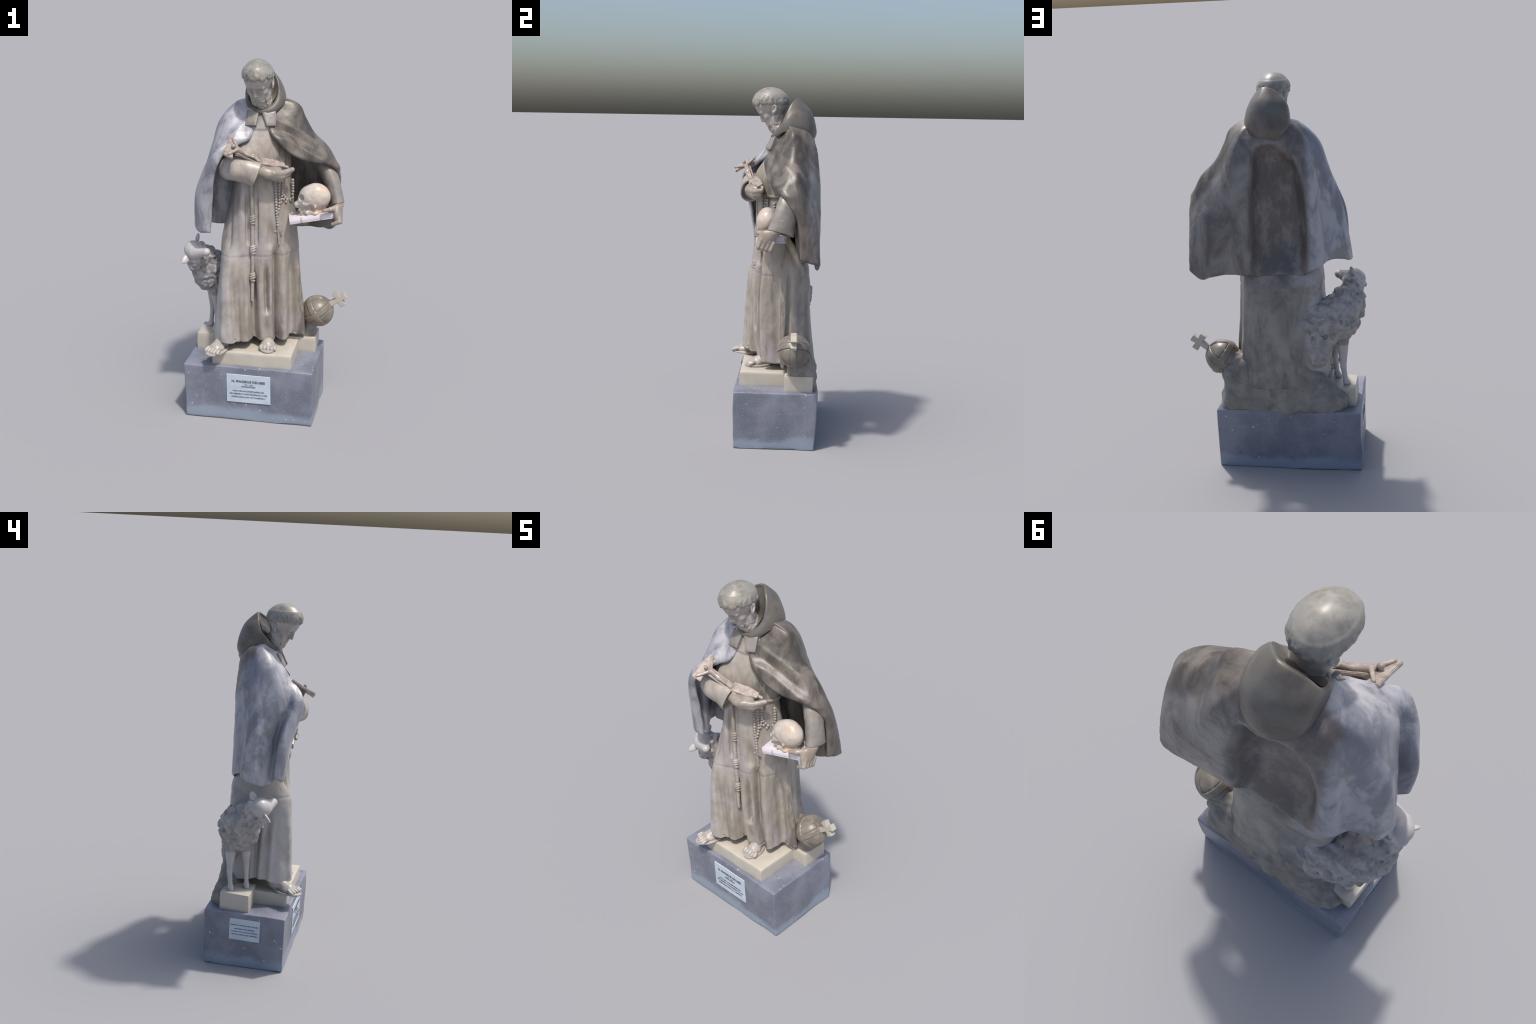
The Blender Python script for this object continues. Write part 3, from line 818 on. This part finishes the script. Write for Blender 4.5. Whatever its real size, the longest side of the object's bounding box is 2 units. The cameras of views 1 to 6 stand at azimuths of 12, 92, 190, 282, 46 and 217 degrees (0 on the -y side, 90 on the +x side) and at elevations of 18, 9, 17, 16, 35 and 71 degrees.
def hair_field(W):
    P = local(W)
    ang = np.arctan2(P[..., 0], -(P[..., 1] + 0.04))
    lock = np.sin(ang * 17 + 2.0 * np.sin(ang * 5)) * 0.5 + 0.5
    d = ell(P, (0, -0.043, 1.917), (0.079, 0.102, 0.082))
    edge = 1.899 + 0.009 * lock - 0.006 * smooth(-0.08, -0.14, P[..., 1])
    d = smax(d, edge - P[..., 2], 0.006)
    curl = 0.7 * vnoise(np.stack([ang * 0.13, P[..., 2] * 0.6, 0 * ang], -1), 75, 2) + 0.6 * vnoise(P, 75, 6)
    d = d - 0.0035 * smooth(1.955, 1.925, P[..., 2]) * curl
    # shallow step of the tonsure
    return d - 0.0018 * smooth(1.968, 1.958, P[..., 2])
V, F = surface(hair_field, (-0.13, -0.17, 1.87), (0.10, 0.10, 2.02), 0.0026)
new_object("hair", V, F, HAIR, statue)

for sgn in (-1, 1):
    def ear_field(W, s=sgn):
        P = local(W)
        P = P * A([s, 1, 1])
        c = A([0.068, -0.008, 1.876])
        R = rot("X", -12) @ rot("Z", 20)
        d = ell(P, c, (0.009, 0.016, 0.027), R)
        d = smax(d, -ell(P, c + A([0.007, -0.003, 0.003]), (0.006, 0.009, 0.016), R), 0.004)
        return smin(d, ell(P, c + A([0.001, -0.006, -0.022]), (0.006, 0.007, 0.007)), 0.005)
    cx = -0.02 + sgn * 0.075
    V, F = surface(ear_field, (cx - 0.035, -0.06, 1.83), (cx + 0.035, 0.04, 1.925), 0.0022)
    new_object("ear", V, F, FLESH, statue)

# ---- right forearm sleeve with turned-back cuff
def sleeve(name, spine, radii, squash, thick, mat, n=64, m=60, mouth=0.05):
    """wide sleeve: spine points, (half height, half depth) per point, open at the last end"""
    S = catmull(A(spine), m)
    Rr = catmull(A(radii), m)
    Sq = catmull(A(squash), m)
    T = np.gradient(S, axis=0)
    T /= np.linalg.norm(T, axis=1, keepdims=True)
    a = np.linspace(0, 2 * math.pi, n, endpoint=False)
    rings = []
    for i in range(m):
        u = Sq[i] - T[i] * (Sq[i] @ T[i])
        u /= np.linalg.norm(u)
        w = np.cross(T[i], u)
        rings.append(S[i] + Rr[i][0] * np.cos(a)[:, None] * u + Rr[i][1] * np.sin(a)[:, None] * w)
    G = np.stack(rings)
    rad = G - S[:, None]
    rad /= np.linalg.norm(rad, axis=2, keepdims=True)
    G = G + rad * (0.004 * fbm(G, 16, 2, 8))[..., None]
    k = 14
    back = np.stack([G[m - 1 - int(j * 1.5)] - rad[m - 1 - int(j * 1.5)] * thick * min(1, 0.35 + j * 0.33) for j in range(k)])
    G = np.concatenate([G, back])
    V = np.vstack([G.reshape(-1, 3), S[0], G[-1].mean(0)])
    F = grid_faces(G.shape[0], n, False, True, flip=True)
    e = len(V) - 2
    L = (G.shape[0] - 1) * n
    F += [(e, j, (j + 1) % n) for j in range(n)] + [(e + 1, L + (j + 1) % n, L + j) for j in range(n)]
    ob = new_object(name, V, F, mat, statue)
    b_ = bmesh.new(); b_.from_mesh(ob.data); bmesh.ops.recalc_face_normals(b_, faces=b_.faces); b_.to_mesh(ob.data); b_.free()
    return ob
up = (0, 0.15, 1)
sleeve("sleeve", [(-0.20, -0.085, 1.455), (-0.17, -0.13, 1.447), (-0.12, -0.150, 1.445), (-0.058, -0.150, 1.437)],
       [(0.03, 0.03), (0.060, 0.056), (0.066, 0.060), (0.068, 0.058)], [up] * 4, 0.010, ROBE)
sleeve("cuff", [(-0.088, -0.151, 1.44), (-0.06, -0.152, 1.437), (-0.03, -0.150, 1.428), (-0.008, -0.146, 1.419)],
       [(0.068, 0.057), (0.0675, 0.057), (0.070, 0.060), (0.072, 0.062)], [up] * 4, 0.010, ROBE)
# ---- left sleeve
side = (0.1, -0.8, 0.6)
sleeve("sleeve", [(0.29, 0.11, 1.46), (0.338, 0.080, 1.385), (0.374, 0.054, 1.30), (0.392, 0.036, 1.228)],
       [(0.05, 0.04), (0.060, 0.045), (0.064, 0.043), (0.073, 0.042)], [side] * 4, 0.010, SLEEVE)

# ---- hands
def right_hand(P):
    d = cone(P, (-0.05, -0.150, 1.437), (0.030, -0.145, 1.432), 0.030, 0.030)
    d = smin(d, ell(P, (0.066, -0.132, 1.424), (0.058, 0.044, 0.033), rot("Z", 22)), 0.02)
    d = smin(d, ell(P, (0.075, -0.108, 1.442), (0.042, 0.028, 0.020), rot("Z", 24)), 0.014)
    d = smin(d, cone(P, (0.050, -0.108, 1.452), (0.098, -0.088, 1.456), 0.015, 0.012), 0.010)
    d = smin(d, cone(P, (0.098, -0.086, 1.456), (0.140, -0.074, 1.444), 0.0115, 0.009), 0.012)
    tips = [((0.085, -0.158, 1.428), (0.128, -0.122, 1.424), (0.168, -0.078, 1.434), 0.0150),
            ((0.083, -0.152, 1.410), (0.124, -0.120, 1.405), (0.150, -0.084, 1.413), 0.0145),
            ((0.078, -0.140, 1.398), (0.114, -0.114, 1.391), (0.134, -0.082, 1.399), 0.0130),
            ((0.072, -0.124, 1.391), (0.102, -0.102, 1.383), (0.120, -0.076, 1.390), 0.0120)]
    for a, b, c, r in tips:
        f = smin(cone(P, a, b, r * 1.1, r), cone(P, b, c, r, r * 0.85), 0.004)
        d = smin(d, f, 0.008)
    return d
V, F = surface(right_hand, (-0.09, -0.21, 1.35), (0.20, -0.04, 1.49), 0.0026)
new_object("hand", V, F, HAND, statue)

def left_hand(P):
    d = cone(P, (0.392, 0.045, 1.29), (0.405, 0.005, 1.235), 0.030, 0.028)
    d = smin(d, ell(P, (0.410, -0.028, 1.208), (0.022, 0.040, 0.040), rot("X", 25)), 0.018)
    for i in range(4):
        y = -0.078 + 0.021 * i
        z = 1.196 - 0.006 * i
        a, b, c = (0.417, y + 0.016, z), (0.419, y, z - 0.036), (0.385, y - 0.002, z - 0.050)
        f = smin(cone(P, a, b, 0.0125, 0.0115), cone(P, b, c, 0.011, 0.0095), 0.004)
        d = smin(d, f, 0.007)
    d = smin(d, ell(P, (0.404, -0.050, 1.192), (0.020, 0.034, 0.040), rot("X", 20)), 0.012)
    d = smin(d, smin(cone(P, (0.402, -0.045, 1.232), (0.372, -0.078, 1.226), 0.015, 0.0125), cone(P, (0.372, -0.078, 1.226), (0.338, -0.090, 1.220), 0.012, 0.009), 0.005), 0.012)
    return d
V, F = surface(left_hand, (0.30, -0.13, 1.10), (0.46, 0.09, 1.33), 0.0026)
new_object("hand", V, F, HAND, statue)

# ---- book
bo = A([0.155, -0.106, 1.170])
bu = A([0.237, 0.042, 0.036]); BL = np.linalg.norm(bu); bu /= BL
bv = np.cross(A([0, 0, 1.0]), bu); bv /= np.linalg.norm(bv)
bw = np.cross(bu, bv)
fr = (bo, bu, bv, bw)
def bar(lo, hi, bevel, mat, name, parent, frame, segs=2):
    return bm_object(name, box(lo, hi, bevel, segs, frame), mat, parent)
book = bpy.data.objects.new("book", None)
bpy.context.scene.collection.objects.link(book)
book.parent = statue
bar((0.0, 0.0, -0.003), (BL, 0.128, 0.003), 0.002, BOOK, "book_cover", book, fr)
bar((0.0, 0.0, -0.031), (BL, 0.128, -0.025), 0.002, BOOK, "book_cover", book, fr)
bar((0.006, 0.006, -0.026), (BL - 0.006, 0.123, -0.002), 0.002, BOOK, "book_pages", book, fr)
t = np.linspace(-math.pi / 2, math.pi / 2, 13)
prof = np.stack([-0.006 * np.cos(t) + 0.004, -0.014 + 0.0165 * np.sin(t)], 1)
V = np.vstack([[bo + bu * s + bv * p[0] + bw * p[1] for p in prof] for s in (0.001, BL - 0.001)])
m = len(prof)
F = [(i, i + 1, m + i + 1, m + i) for i in range(m - 1)] + [tuple(range(m))[::-1], tuple(range(m, 2 * m)), (0, m, 2 * m - 1, m - 1)]
sp = new_object("book_spine", V, F, BOOK, book, sharp=40)
for s in (0.062, 0.165):
    V = np.vstack([[bo + bu * q + bv * (p[0] * 1.0 - 0.0030) + bw * p[1] * 1.02 for p in prof] for q in (s, s + 0.008)])
    new_object("spine_band", V, F, BAND, book, sharp=40)

# ---- skull, facing -x, turned a little to the front
SY = rot("Z", 8)
SC = A([0.283, -0.040, 1.270])
def skull_field(W):
    P = (W - SC) @ SY
    M = P.copy()
    M[..., 1] = np.abs(P[..., 1])
    d = ell(P, (0.006, 0, 0.012), (0.078, 0.056, 0.074))
    d = smin(d, ell(P, (-0.045, 0, 0.012), (0.038, 0.042, 0.045)), 0.03)
    d = smin(d, cone(P, (-0.07, 0, -0.005), (-0.088, 0, -0.028), 0.020, 0.018), 0.018)
    d = smin(d, ell(P, (-0.098, 0, -0.030), (0.014, 0.017, 0.011)), 0.010)
    d = smin(d, cone(P, (-0.06, 0, -0.03), (-0.062, 0, -0.09), 0.026, 0.022), 0.012)
    d = smin(d, cone(M, (-0.060, 0.038, -0.018), (0.005, 0.046, -0.030), 0.008, 0.007), 0.010)
    d = smin(d, ell(P, (-0.005, 0, -0.068), (0.066, 0.042, 0.030)), 0.010)
    d = smax(d, -ell(M, (-0.073, 0.036, 0.014), (0.016, 0.025, 0.018)), 0.004)
    d = smax(d, -ell(P, (-0.100, 0, -0.008), (0.012, 0.007, 0.012)), 0.004)
    d = smax(d, -ell(M, (-0.022, 0.050, -0.034), (0.020, 0.016, 0.014)), 0.005)
    d = smax(d, -ell(P, (-0.105, 0, -0.062), (0.024, 0.05, 0.016)), 0.006)
    lowpart = smooth(-0.02, -0.05, P[..., 2])
    return d + 0.008 * lowpart * vnoise(P, 70, 3) + 0.0015 * fbm(P, 40, 2, 7)
V, F = surface(skull_field, (0.14, -0.13, 1.165), (0.39, 0.05, 1.375), 0.0028)
new_object("skull", V, F, BONE, statue)

# ---- crucifix
crucifix = bpy.data.objects.new("crucifix", None)
bpy.context.scene.collection.objects.link(crucifix)
crucifix.parent = statue
ct = A([-0.146, -0.190, 1.566])
cs = A([0.152, 0.046, -0.087]); cs /= np.linalg.norm(cs)
cb = A([0.0, -0.125, -0.063]); cb -= cs * (cb @ cs); cb /= np.linalg.norm(cb)
cn = np.cross(cs, cb)
if cn[2] < 0:
    cn = -cn
cf = (ct, cs, cb, cn)
def flared(outline, th, name, frame, mat, parent):
    o, x, y, z = frame
    n = len(outline)
    V = [o + x * a + y * b + z * h for h in (-th / 2, th / 2) for a, b in outline]
    bm = bmesh.new()
    vs = [bm.verts.new(Vector(v)) for v in V]
    bm.faces.new(vs[:n]); bm.faces.new(vs[n:])
    for i in range(n):
        bm.faces.new((vs[i], vs[(i + 1) % n], vs[n + (i + 1) % n], vs[n + i]))
    bmesh.ops.recalc_face_normals(bm, faces=bm.faces)
    bmesh.ops.bevel(bm, geom=list(bm.edges), offset=min(0.003, th * 0.2), segments=2, affect="EDGES")
    return bm_object(name, bm, mat, parent)
flared([(-0.014, -0.075), (0.038, -0.072), (0.032, -0.045), (0.034, 0.0), (0.032, 0.045), (0.038, 0.072), (-0.014, 0.075), (-0.012, 0.0)], 0.013, "cross_beam", cf, CORPUS, crucifix)
flared([(-0.006, -0.022), (0.29, -0.019), (0.29, 0.019), (-0.006, 0.022)], 0.012, "cross_post", cf, CORPUS, crucifix)
k0, k1 = A([0.008, -0.142, 1.487]), A([0.128, -0.086, 1.457])
kx = k1 - k0; KL = np.linalg.norm(kx); kx /= KL
ky = cb - kx * (cb @ kx); ky /= np.linalg.norm(ky)
kz = np.cross(kx, ky)
flared([(0, -0.026), (KL * 0.6, -0.028), (KL, -0.014), (KL, 0.016), (KL * 0.6, 0.024), (0, 0.024)], 0.011, "cross_foot", (k0, kx, ky, kz), CORPUS, crucifix)
def corpus_field(W):
    P = np.stack([(W - ct) @ q for q in (cs, cb, cn)], -1)
    M = P.copy()
    M[..., 1] = np.abs(P[..., 1])
    d = cone(P, (0.048, 0, 0.013), (0.105, 0.002, 0.012), 0.0145, 0.011)
    d = smin(d, ell(P, (0.018, 0.003, 0.022), (0.013, 0.010, 0.011)), 0.004)
    d = smin(d, cone(M, (0.040, 0.010, 0.014), (0.006, 0.064, 0.010), 0.0085, 0.0062), 0.007)
    d = smin(d, ell(P, (0.100, 0, 0.014), (0.020, 0.015, 0.011)), 0.005)
    d = smin(d, cone(M, (0.108, 0.006, 0.014), (0.135, 0.007, 0.020), 0.007, 0.006), 0.004)
    d = smin(d, cone(M, (0.135, 0.007, 0.020), (0.168, 0.004, 0.011), 0.006, 0.005), 0.003)
    return smin(d, ell(P, (0.172, 0, 0.010), (0.014, 0.014, 0.007)), 0.004)
V, F = surface(corpus_field, ct - 0.12 + A([0.07, 0.03, -0.01]), ct + A([0.20, 0.10, 0.08]), 0.0022)
new_object("corpus", V, F, CORPUS, crucifix)

# ---- belt, cord with knots
def robe_ring(z, lift, n=220):
    pts = []
    for a in np.linspace(0, 2 * math.pi, n, endpoint=False):
        d = Vector((math.cos(a), math.sin(a), 0))
        hit = ROBE_TREE.ray_cast(Vector((-0.03, 0.02, z)) + d * 0.6, -d)[0]
        pts.append(A(hit) + A(d) * lift)
    P = A(pts)
    for _ in range(6):
        P = (np.roll(P, 1, 0) + P + np.roll(P, -1, 0)) / 3
    return P
belt = robe_ring(1.398, 0.004)
V, F = tube(belt, 0.009, 10, True)
new_object("belt", V, F, ROBE, statue)

zs = np.linspace(1.36, 0.692, 260)
xs = np.interp(zs, [0.692, 0.83, 0.99, 1.16, 1.36], [-0.049, -0.047, -0.043, -0.043, -0.048])
cordpath = A([[x, 0, z] for x, z in zip(xs, zs)])
ys = A([on_robe(x, z, 0.006)[1] for x, z in zip(xs, zs)])
k = np.ones(41) / 41
ys = np.convolve(np.pad(ys, 20, mode="edge"), k, "valid")
cordpath[:, 1] = np.minimum(ys, -0.109)
parts = []
for ph in (0, 2.09, 4.19):
    a = (1.36 - zs) * 2 * math.pi / 0.030 + ph
    parts.append(tube(cordpath + 0.0048 * np.stack([np.cos(a), np.sin(a), 0 * a], 1), 0.0062, 8))
V, F = merge(parts)
cord = new_object("cord", V, F, ROBE, statue)
for zk in (1.16, 0.99, 0.83):
    i = int(np.argmin(abs(zs - zk)))
    c = cordpath[i]
    parts = []
    a = np.linspace(0, 2 * math.pi, 30, endpoint=False)
    for dz, r, tilt in ((0.018, 0.009, 0.3), (0.007, 0.0115, 0.45), (-0.005, 0.0115, 0.35), (-0.017, 0.009, -0.4)):
        parts.append(tube(c + np.stack([r * np.cos(a), r * np.sin(a), dz + tilt * r * np.cos(a)], 1), 0.0078, 8, True))
    V, F = merge(parts)
    new_object("cord_knot", V, F, ROBE, statue)

# ---- rosary: strings of beads on the robe
rosary = bpy.data.objects.new("rosary", None)
bpy.context.scene.collection.objects.link(rosary)
rosary.parent = statue
bmb = bmesh.new()
bmesh.ops.create_uvsphere(bmb, u_segments=14, v_segments=10, radius=0.0076)
bead_mesh = bpy.data.meshes.new("bead")
bmb.to_mesh(bead_mesh)
bmb.free()
bead_mesh.materials.append(ROBE)
bead_mesh.polygons.foreach_set("use_smooth", [True] * len(bead_mesh.polygons))
strands = [
    [(0.072, 1.378), (0.076, 1.317), (0.079, 1.266), (0.081, 1.214), (0.086, 1.16), (0.089, 1.125)],
    [(0.094, 1.378), (0.093, 1.32), (0.095, 1.28), (0.096, 1.24), (0.090, 1.195)],
    [(0.108, 1.376), (0.109, 1.333), (0.108, 1.29), (0.104, 1.25)],
    [(0.110, 1.30), (0.120, 1.275), (0.133, 1.257), (0.146, 1.255), (0.156, 1.275), (0.160, 1.31), (0.158, 1.36)],
    [(0.116, 1.262), (0.130, 1.245), (0.146, 1.247), (0.158, 1.262)]]
for s in strands:
    P = catmull(A(s), 200)
    L = np.concatenate([[0], np.cumsum(np.linalg.norm(np.diff(P, axis=0), axis=1))])
    count = int(L[-1] / 0.0155)
    for q in range(count + 1):
        x, z = [np.interp(q * L[-1] / count, L, P[:, a]) for a in (0, 1)]
        p = on_robe(x, z, 0.0065)
        ob = bpy.data.objects.new("bead", bead_mesh)
        bpy.context.scene.collection.objects.link(ob)
        ob.parent = rosary
        ob.location = Vector(p)
        sc = 0.88 + 0.26 * RNG.random()
        ob.scale = (sc, sc, sc * 1.08)
p0, p1 = on_robe(0.091, 1.12, 0.006), on_robe(0.098, 1.022, 0.006)
pz = p0 - p1; pz /= np.linalg.norm(pz)
px = A([1.0, 0, 0]) - pz * pz[0]; px /= np.linalg.norm(px)
pf = (on_robe(0.093, 1.092, 0.008), px, pz, np.cross(px, pz))
W_ = 0.0055
flared([(-W_, W_), (-0.026, W_), (-0.026, -W_), (-W_, -W_), (-W_, -0.074), (W_, -0.074), (W_, -W_), (0.026, -W_), (0.026, W_), (W_, W_), (W_, 0.026), (-W_, 0.026)], 0.009, "rosary_cross", pf, CORPUS, rosary)

# ---- feet
def foot_field(P, heel, toe, width, floor):
    heel, toe = A(heel, float), A(toe, float)
    f = toe - heel
    f[2] = 0
    L = np.linalg.norm(f)
    f /= L
    r = np.cross(f, A([0, 0, 1.0]))
    Q = P - A([heel[0], heel[1], floor])
    a, b, c = Q @ f, Q @ r, Q[..., 2]
    Q = np.stack([a, b, c], -1)
    d = cone(Q, (0.0, 0, 0.045), (L * 0.56, 0, 0.024), 0.040, 0.025)
    d = smin(d, ell(Q, (L * 0.54, 0, 0.018), (L * 0.25, width * 0.47, 0.022)), 0.02)
    d = smin(d, cone(Q, (0, 0, 0.04), (-0.01, 0, 0.13), 0.036, 0.038), 0.02)
    for i in range(5):
        s = (i - 2) / 2
        tl = L - 0.006 - 0.010 * abs(s + 0.5)
        d = smin(d, smin(cone(Q, (L * 0.66, s * width * 0.36, 0.022), (tl - 0.022, s * width * 0.42, 0.020), 0.009, 0.0095), cone(Q, (tl - 0.022, s * width * 0.42, 0.020), (tl - 0.006, s * width * 0.43, 0.013), 0.0095, 0.0095), 0.002), 0.0015)
    # sandal sole
    sole = smax(np.abs(c - 0.002) - 0.006, np.hypot((a - L * 0.5) / (L * 0.56), b / (width * 0.56)) * 0.04 - 0.04, 0.004)
    d = smin(d, sole, 0.003)
    return d
V, F = surface(lambda P: foot_field(P, (-0.212, -0.110, 0), (-0.262, -0.262, 0), 0.094, 0.410), (-0.36, -0.32, 0.39), (-0.13, 0.0, 0.58), 0.003)
new_object("foot", V, F, FLESH, statue)
V, F = surface(lambda P: foot_field(P, (0.020, -0.02, 0), (0.046, -0.160, 0), 0.090, 0.408), (-0.06, -0.20, 0.39), (0.13, 0.08, 0.56), 0.003)
new_object("foot", V, F, FLESH, statue)

# ---- orb with raised bands and a cross
OC, ORAD = A([0.286, 0.118, 0.566]), 0.089
oa = A([0.826, 0.0, 0.563])                                            # axis to the cross
ob_ = A([0, 1.0, 0])
oc_ = np.cross(oa, ob_)
bmo = bmesh.new()
bmesh.ops.create_icosphere(bmo, subdivisions=6, radius=1)
for v in bmo.verts:
    d = A(v.co)
    u, p, q = d @ oa, d @ ob_, d @ oc_
    band = min(abs(u + 0.05), abs(p), abs(q))
    w = 0.17
    h = 0.0035 * float(smooth(w + 0.035, w, band)) - 0.0035 * math.exp(-((band - w - 0.03) / 0.022) ** 2)
    v.co = Vector(OC + d * (ORAD + h))
orb = bm_object("orb", bmo, ORB, statue, 60)
cx, cz = oa, np.cross(ob_, oa)
kf = (OC + oa * 0.1455, ob_, cz, oa)
e, w = 0.045, 0.0135
outl = [(-w, w), (-e, w * 1.35), (-e, -w * 1.35), (-w, -w), (-w * 1.1, -e - 0.02), (w * 1.1, -e - 0.02), (w, -w), (e, -w * 1.35), (e, w * 1.35), (w, w), (w * 1.35, e), (-w * 1.35, e)]
flared(outl, 0.034, "orb_cross", (OC + oa * 0.1455, -np.cross(oa, ob_), oa, ob_), PALE, orb)
# ---- lamb: one surface, then cut into head, body and legs
def lamb_field(P):
    body = cone(P, (-0.305, 0.085, 0.778), (-0.20, 0.10, 0.74), 0.090, 0.085)
    body = smin(body, ell(P, (-0.347, 0.076, 0.800), (0.084, 0.104, 0.128)), 0.04)
    body = smin(body, cone(P, (-0.375, 0.06, 0.85), (-0.385, -0.005, 0.925), 0.075, 0.055), 0.04)
    body = smin(body, cone(P, (-0.275, 0.125, 0.76), (-0.222, 0.158, 0.59), 0.070, 0.050), 0.05)
    body = smin(body, cone(P, (-0.30, 0.115, 0.80), (-0.19, 0.125, 0.80), 0.080, 0.082), 0.04)
    body = smin(body, ell(P, (-0.392, -0.018, 0.868), (0.044, 0.052, 0.050)), 0.03)
    b, s = cells(P + 0.006 * np.stack([vnoise(P, 30, q) for q in (21, 22, 23)], -1), 21, 3)
    wool = smooth(0.62, 0.68, P[..., 2])
    body = body - wool * (0.019 * (0.5 - b) + 0.006 * np.clip(s - b, 0, 0.4) + 0.011 * (0.45 - 1.6 * np.abs(vnoise(P * A([1, 1, 1.35]), 27, 14)))) + 0.003 * vnoise(P, 60, 8)
    h = ell(P, (-0.398, -0.040, 0.945), (0.054, 0.050, 0.054))
    h = smin(h, cone(P, (-0.380, -0.058, 0.942), (-0.318, -0.088, 0.953), 0.044, 0.024), 0.018)
    h = smin(h, ell(P, (-0.306, -0.093, 0.955), (0.020, 0.021, 0.020)), 0.010)
    h = smin(h, ell(P, (-0.372, -0.086, 0.962), (0.011, 0.009, 0.009)), 0.006)
    d = smin(body, h, 0.014)
    for hip, knee, hoof in (((-0.342, 0.125, 0.69), (-0.342, 0.128, 0.53), (-0.352, 0.116, 0.436)), ((-0.302, 0.050, 0.69), (-0.292, 0.044, 0.55), (-0.300, 0.038, 0.440))):
        leg = smin(cone(P, hip, knee, 0.034, 0.0145), cone(P, knee, hoof, 0.0145, 0.0125), 0.01)
        hf = A(hoof)
        leg = smin(leg, cone(P, hf + A([0, 0, 0.008]), hf + A([-0.010, -0.006, -0.004]), 0.0165, 0.014), 0.008)
        d = smin(d, leg, 0.012)
    return d
V, F = surface(lamb_field, (-0.50, -0.14, 0.41), (-0.13, 0.28, 1.02), 0.0042)
Cn = V[F].mean(1)
lab = np.where(Cn[:, 2] < 0.655, 2, 1)
lab[((Cn[:, 1] < -0.028 + 0.9 * (Cn[:, 2] - 0.90)) & (Cn[:, 2] > 0.88))] = 0
lab[(lab == 2) & (Cn[:, 0] > -0.30) & (Cn[:, 1] > 0.085)] = 1
leg2 = (lab == 2) & (Cn[:, 1] < 0.08)
lab[leg2] = 3
lamb = bpy.data.objects.new("lamb", None)
bpy.context.scene.collection.objects.link(lamb)
lamb.parent = statue
split_parts(V, F, lab, ["lamb_head", "lamb_body", "lamb_leg", "lamb_leg"], [LAMBSKIN, WOOL, LAMBSKIN, LAMBSKIN], lamb)
def lamb_ear(base, tip, face):
    base, tip, face = A(base), A(tip), A(face, float)
    ax = tip - base
    L = np.linalg.norm(ax)
    ax /= L
    face -= ax * (face @ ax)
    face /= np.linalg.norm(face)
    sd = np.cross(ax, face)
    R = np.stack([ax, sd, face], 1)
    c = (base + tip) / 2
    def f(P):
        Q = (P - c) @ R
        taper = 1 - 0.35 * np.clip(Q[..., 0] / L + 0.1, -0.5, 0.6)
        Q2 = Q / np.stack([np.ones_like(taper), taper, np.ones_like(taper)], -1)
        d = ell(Q2, (0, 0, 0), (L * 0.58, 0.021, 0.010))
        return smax(d, -ell(Q2, (0.004, 0, 0.009), (L * 0.42, 0.013, 0.007)), 0.003)
    V, F = surface(f, np.minimum(base, tip) - 0.03, np.maximum(base, tip) + 0.03, 0.0026)
    new_object("lamb_ear", V, F, LAMBSKIN, lamb)
lamb_ear((-0.418, -0.062, 0.918), (-0.446, -0.104, 0.886), (-0.7, -0.1, -0.7))
lamb_ear((-0.390, -0.003, 0.975), (-0.384, 0.015, 1.024), (-0.8, -0.6, 0))
